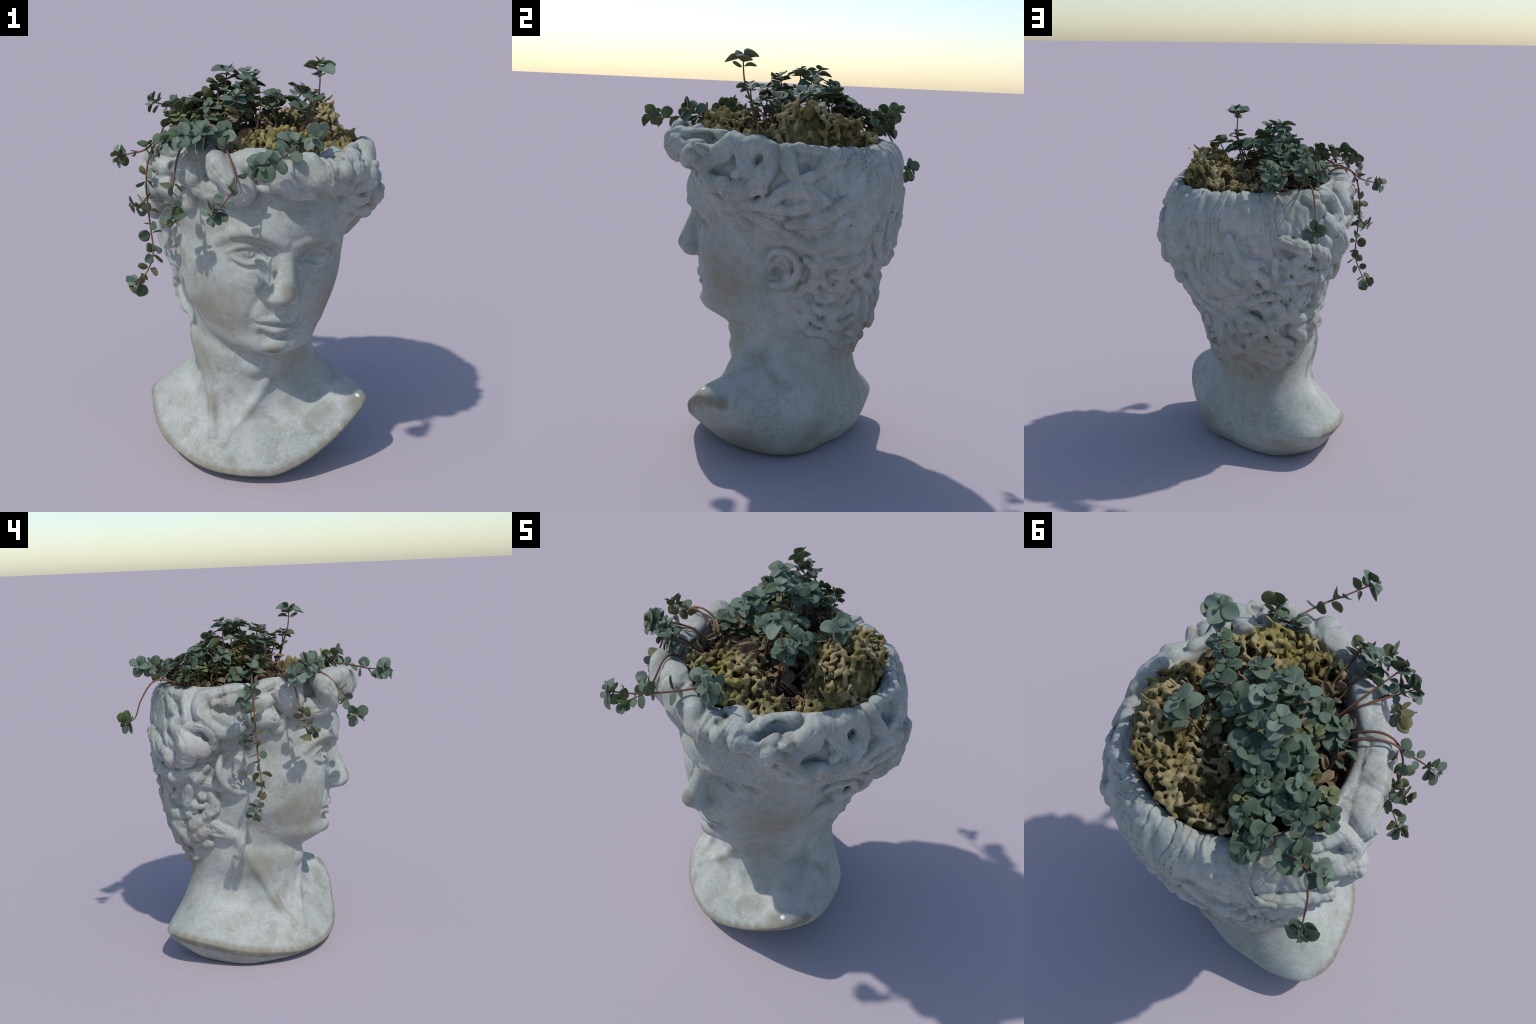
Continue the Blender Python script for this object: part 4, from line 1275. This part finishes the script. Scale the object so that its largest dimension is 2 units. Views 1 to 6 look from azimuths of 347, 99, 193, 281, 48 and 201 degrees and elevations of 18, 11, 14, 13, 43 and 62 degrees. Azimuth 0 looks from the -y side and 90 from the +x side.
# tops of the shoots that stand in the pot
CROWNS = [(0.27, -0.10, 1.81), (0.29, 0.19, 1.80), (0.10, -0.05, 1.82), (-0.03, 0.02, 1.87), (-0.08, 0.00, 1.82), (0.01, 0.10, 1.89),
          (-0.08, 0.20, 1.90), (0.06, 0.17, 1.84), (-0.09, 0.26, 1.84), (-0.14, -0.04, 1.72), (-0.22, -0.02, 1.68), (-0.27, 0.07, 1.65), (0.00, 0.29, 1.80),
          (-0.03, 0.34, 1.76), (-0.17, 0.24, 1.79), (-0.18, 0.18, 1.76), (-0.10, 0.34, 1.77), (-0.19, 0.31, 1.75), (-0.24, 0.34, 1.71), (-0.16, 0.38, 1.72), (-0.12, 0.43, 1.71),
          (-0.04, 0.47, 1.67), (-0.14, 0.50, 1.68), (-0.11, 0.57, 1.65), (-0.25, 0.42, 1.70), (-0.31, 0.36, 1.68), (-0.28, 0.55, 1.69), (0.22, -0.03, 1.77),
          (0.23, 0.03, 1.75), (0.14, 0.08, 1.77)]


def build_plant():
    for pts, bare, spacing, size in TRAILS:
        sprig(pts, bare, spacing, size * 0.9)
    for x, y, z in CROWNS:
        h = z - 1.52
        rx, ry = 0.55 * x + 0.45 * -0.02 + RNG.uniform(-0.04, 0.04), 0.55 * y + 0.45 * 0.10 + RNG.uniform(-0.04, 0.04)
        mid = (0.6 * x + 0.4 * rx + RNG.uniform(-0.03, 0.03), 0.6 * y + 0.4 * ry + RNG.uniform(-0.03, 0.03), 1.52 + 0.62 * h)
        sprig([(rx, ry, 1.50), mid, (x + RNG.uniform(-0.02, 0.02), y + RNG.uniform(-0.02, 0.02), z + RNG.uniform(-0.02, 0.02))], 0.72, 0.06, RNG.uniform(0.044, 0.060))
    # lower, shaded growth filling the clump
    for i in range(52):
        x, y, z = CROWNS[RNG.randint(len(CROWNS))]
        k = RNG.uniform(0.2, 0.95)
        x, y = x * k + RNG.uniform(-0.07, 0.07) - 0.02, y * k + RNG.uniform(-0.07, 0.07) + 0.03
        z = 1.60 + (z - 1.60) * RNG.uniform(0.3, 0.9) + 0.03 * (1 - k)
        sprig([(x * 0.8 + RNG.uniform(-0.04, 0.04), y * 0.8 + RNG.uniform(-0.04, 0.04), 1.50), (x + RNG.uniform(-0.03, 0.03), y + RNG.uniform(-0.03, 0.03), 1.5 + (z - 1.5) * 0.6), (x, y, z)],
              0.5, 0.06, 0.036, named=False)
    for k in range(5):
        join_stuff("foliage", STUFF[k::5], [LEAF_TOP, LEAF_UNDER])
    join_stuff("low_foliage", LOW, [LOW_LEAF, LOW_UNDER])
    # dry leaves lying on the soil
    dry = []
    for i in range(210):
        a, r = RNG.uniform(0, 6.28), 0.38 * RNG.uniform(0, 1) ** 0.5
        p = Vector((CAVITY_C[0] + r * math.cos(a), CAVITY_C[1] + r * math.sin(a), 0.0))
        p.z = SOIL_Z + SOIL_RISE * math.exp(-((p.x + 0.02) ** 2 + (p.y - 0.03) ** 2) / 0.04) + RNG.uniform(0.0, 0.10)
        if p.x > 0.15 and p.y > 0.1:
            continue
        M = Matrix.Rotation(RNG.uniform(0, 6.28), 4, "Z") @ Matrix.Rotation(RNG.uniform(-0.9, 0.9), 4, "X") @ Matrix.Rotation(RNG.uniform(-0.9, 0.9), 4, "Y")
        M = M @ Matrix.Diagonal((0.04 * RNG.uniform(0.5, 1.3), 0.05 * RNG.uniform(0.8, 1.6), 0.09, 1))
        M.translation = p
        dry.append((LEAVES[RNG.randint(len(LEAVES))], M))
    join_stuff("dry_leaf_litter", dry, [DEAD_MAT, DEAD_MAT])


def join_stuff(name, items, mats):
    V, F, M, off = [], [], [], 0
    for me, mat in items:
        v = np.empty(len(me.vertices) * 3, np.float32)
        me.vertices.foreach_get("co", v)
        v = v.reshape(-1, 3) @ np.array(mat.to_3x3()).T + np.array(mat.translation)
        f = np.array([p.vertices[:] for p in me.polygons])
        V.append(v)
        F.append(f + off)
        M += [p.material_index for p in me.polygons]
        off += len(v)
    if not V:
        return
    mesh = mesh_from(name, np.concatenate(V), np.concatenate(F))
    o = bpy.data.objects.new(name, mesh)
    for m in mats:
        mesh.materials.append(m)
    mesh.polygons.foreach_set("material_index", M)
    bpy.context.collection.objects.link(o)
    o.parent = PLANTER
    o["kind"] = "stuff"


STONE = build_bust()
build_soil()
build_moss()
build_plant()
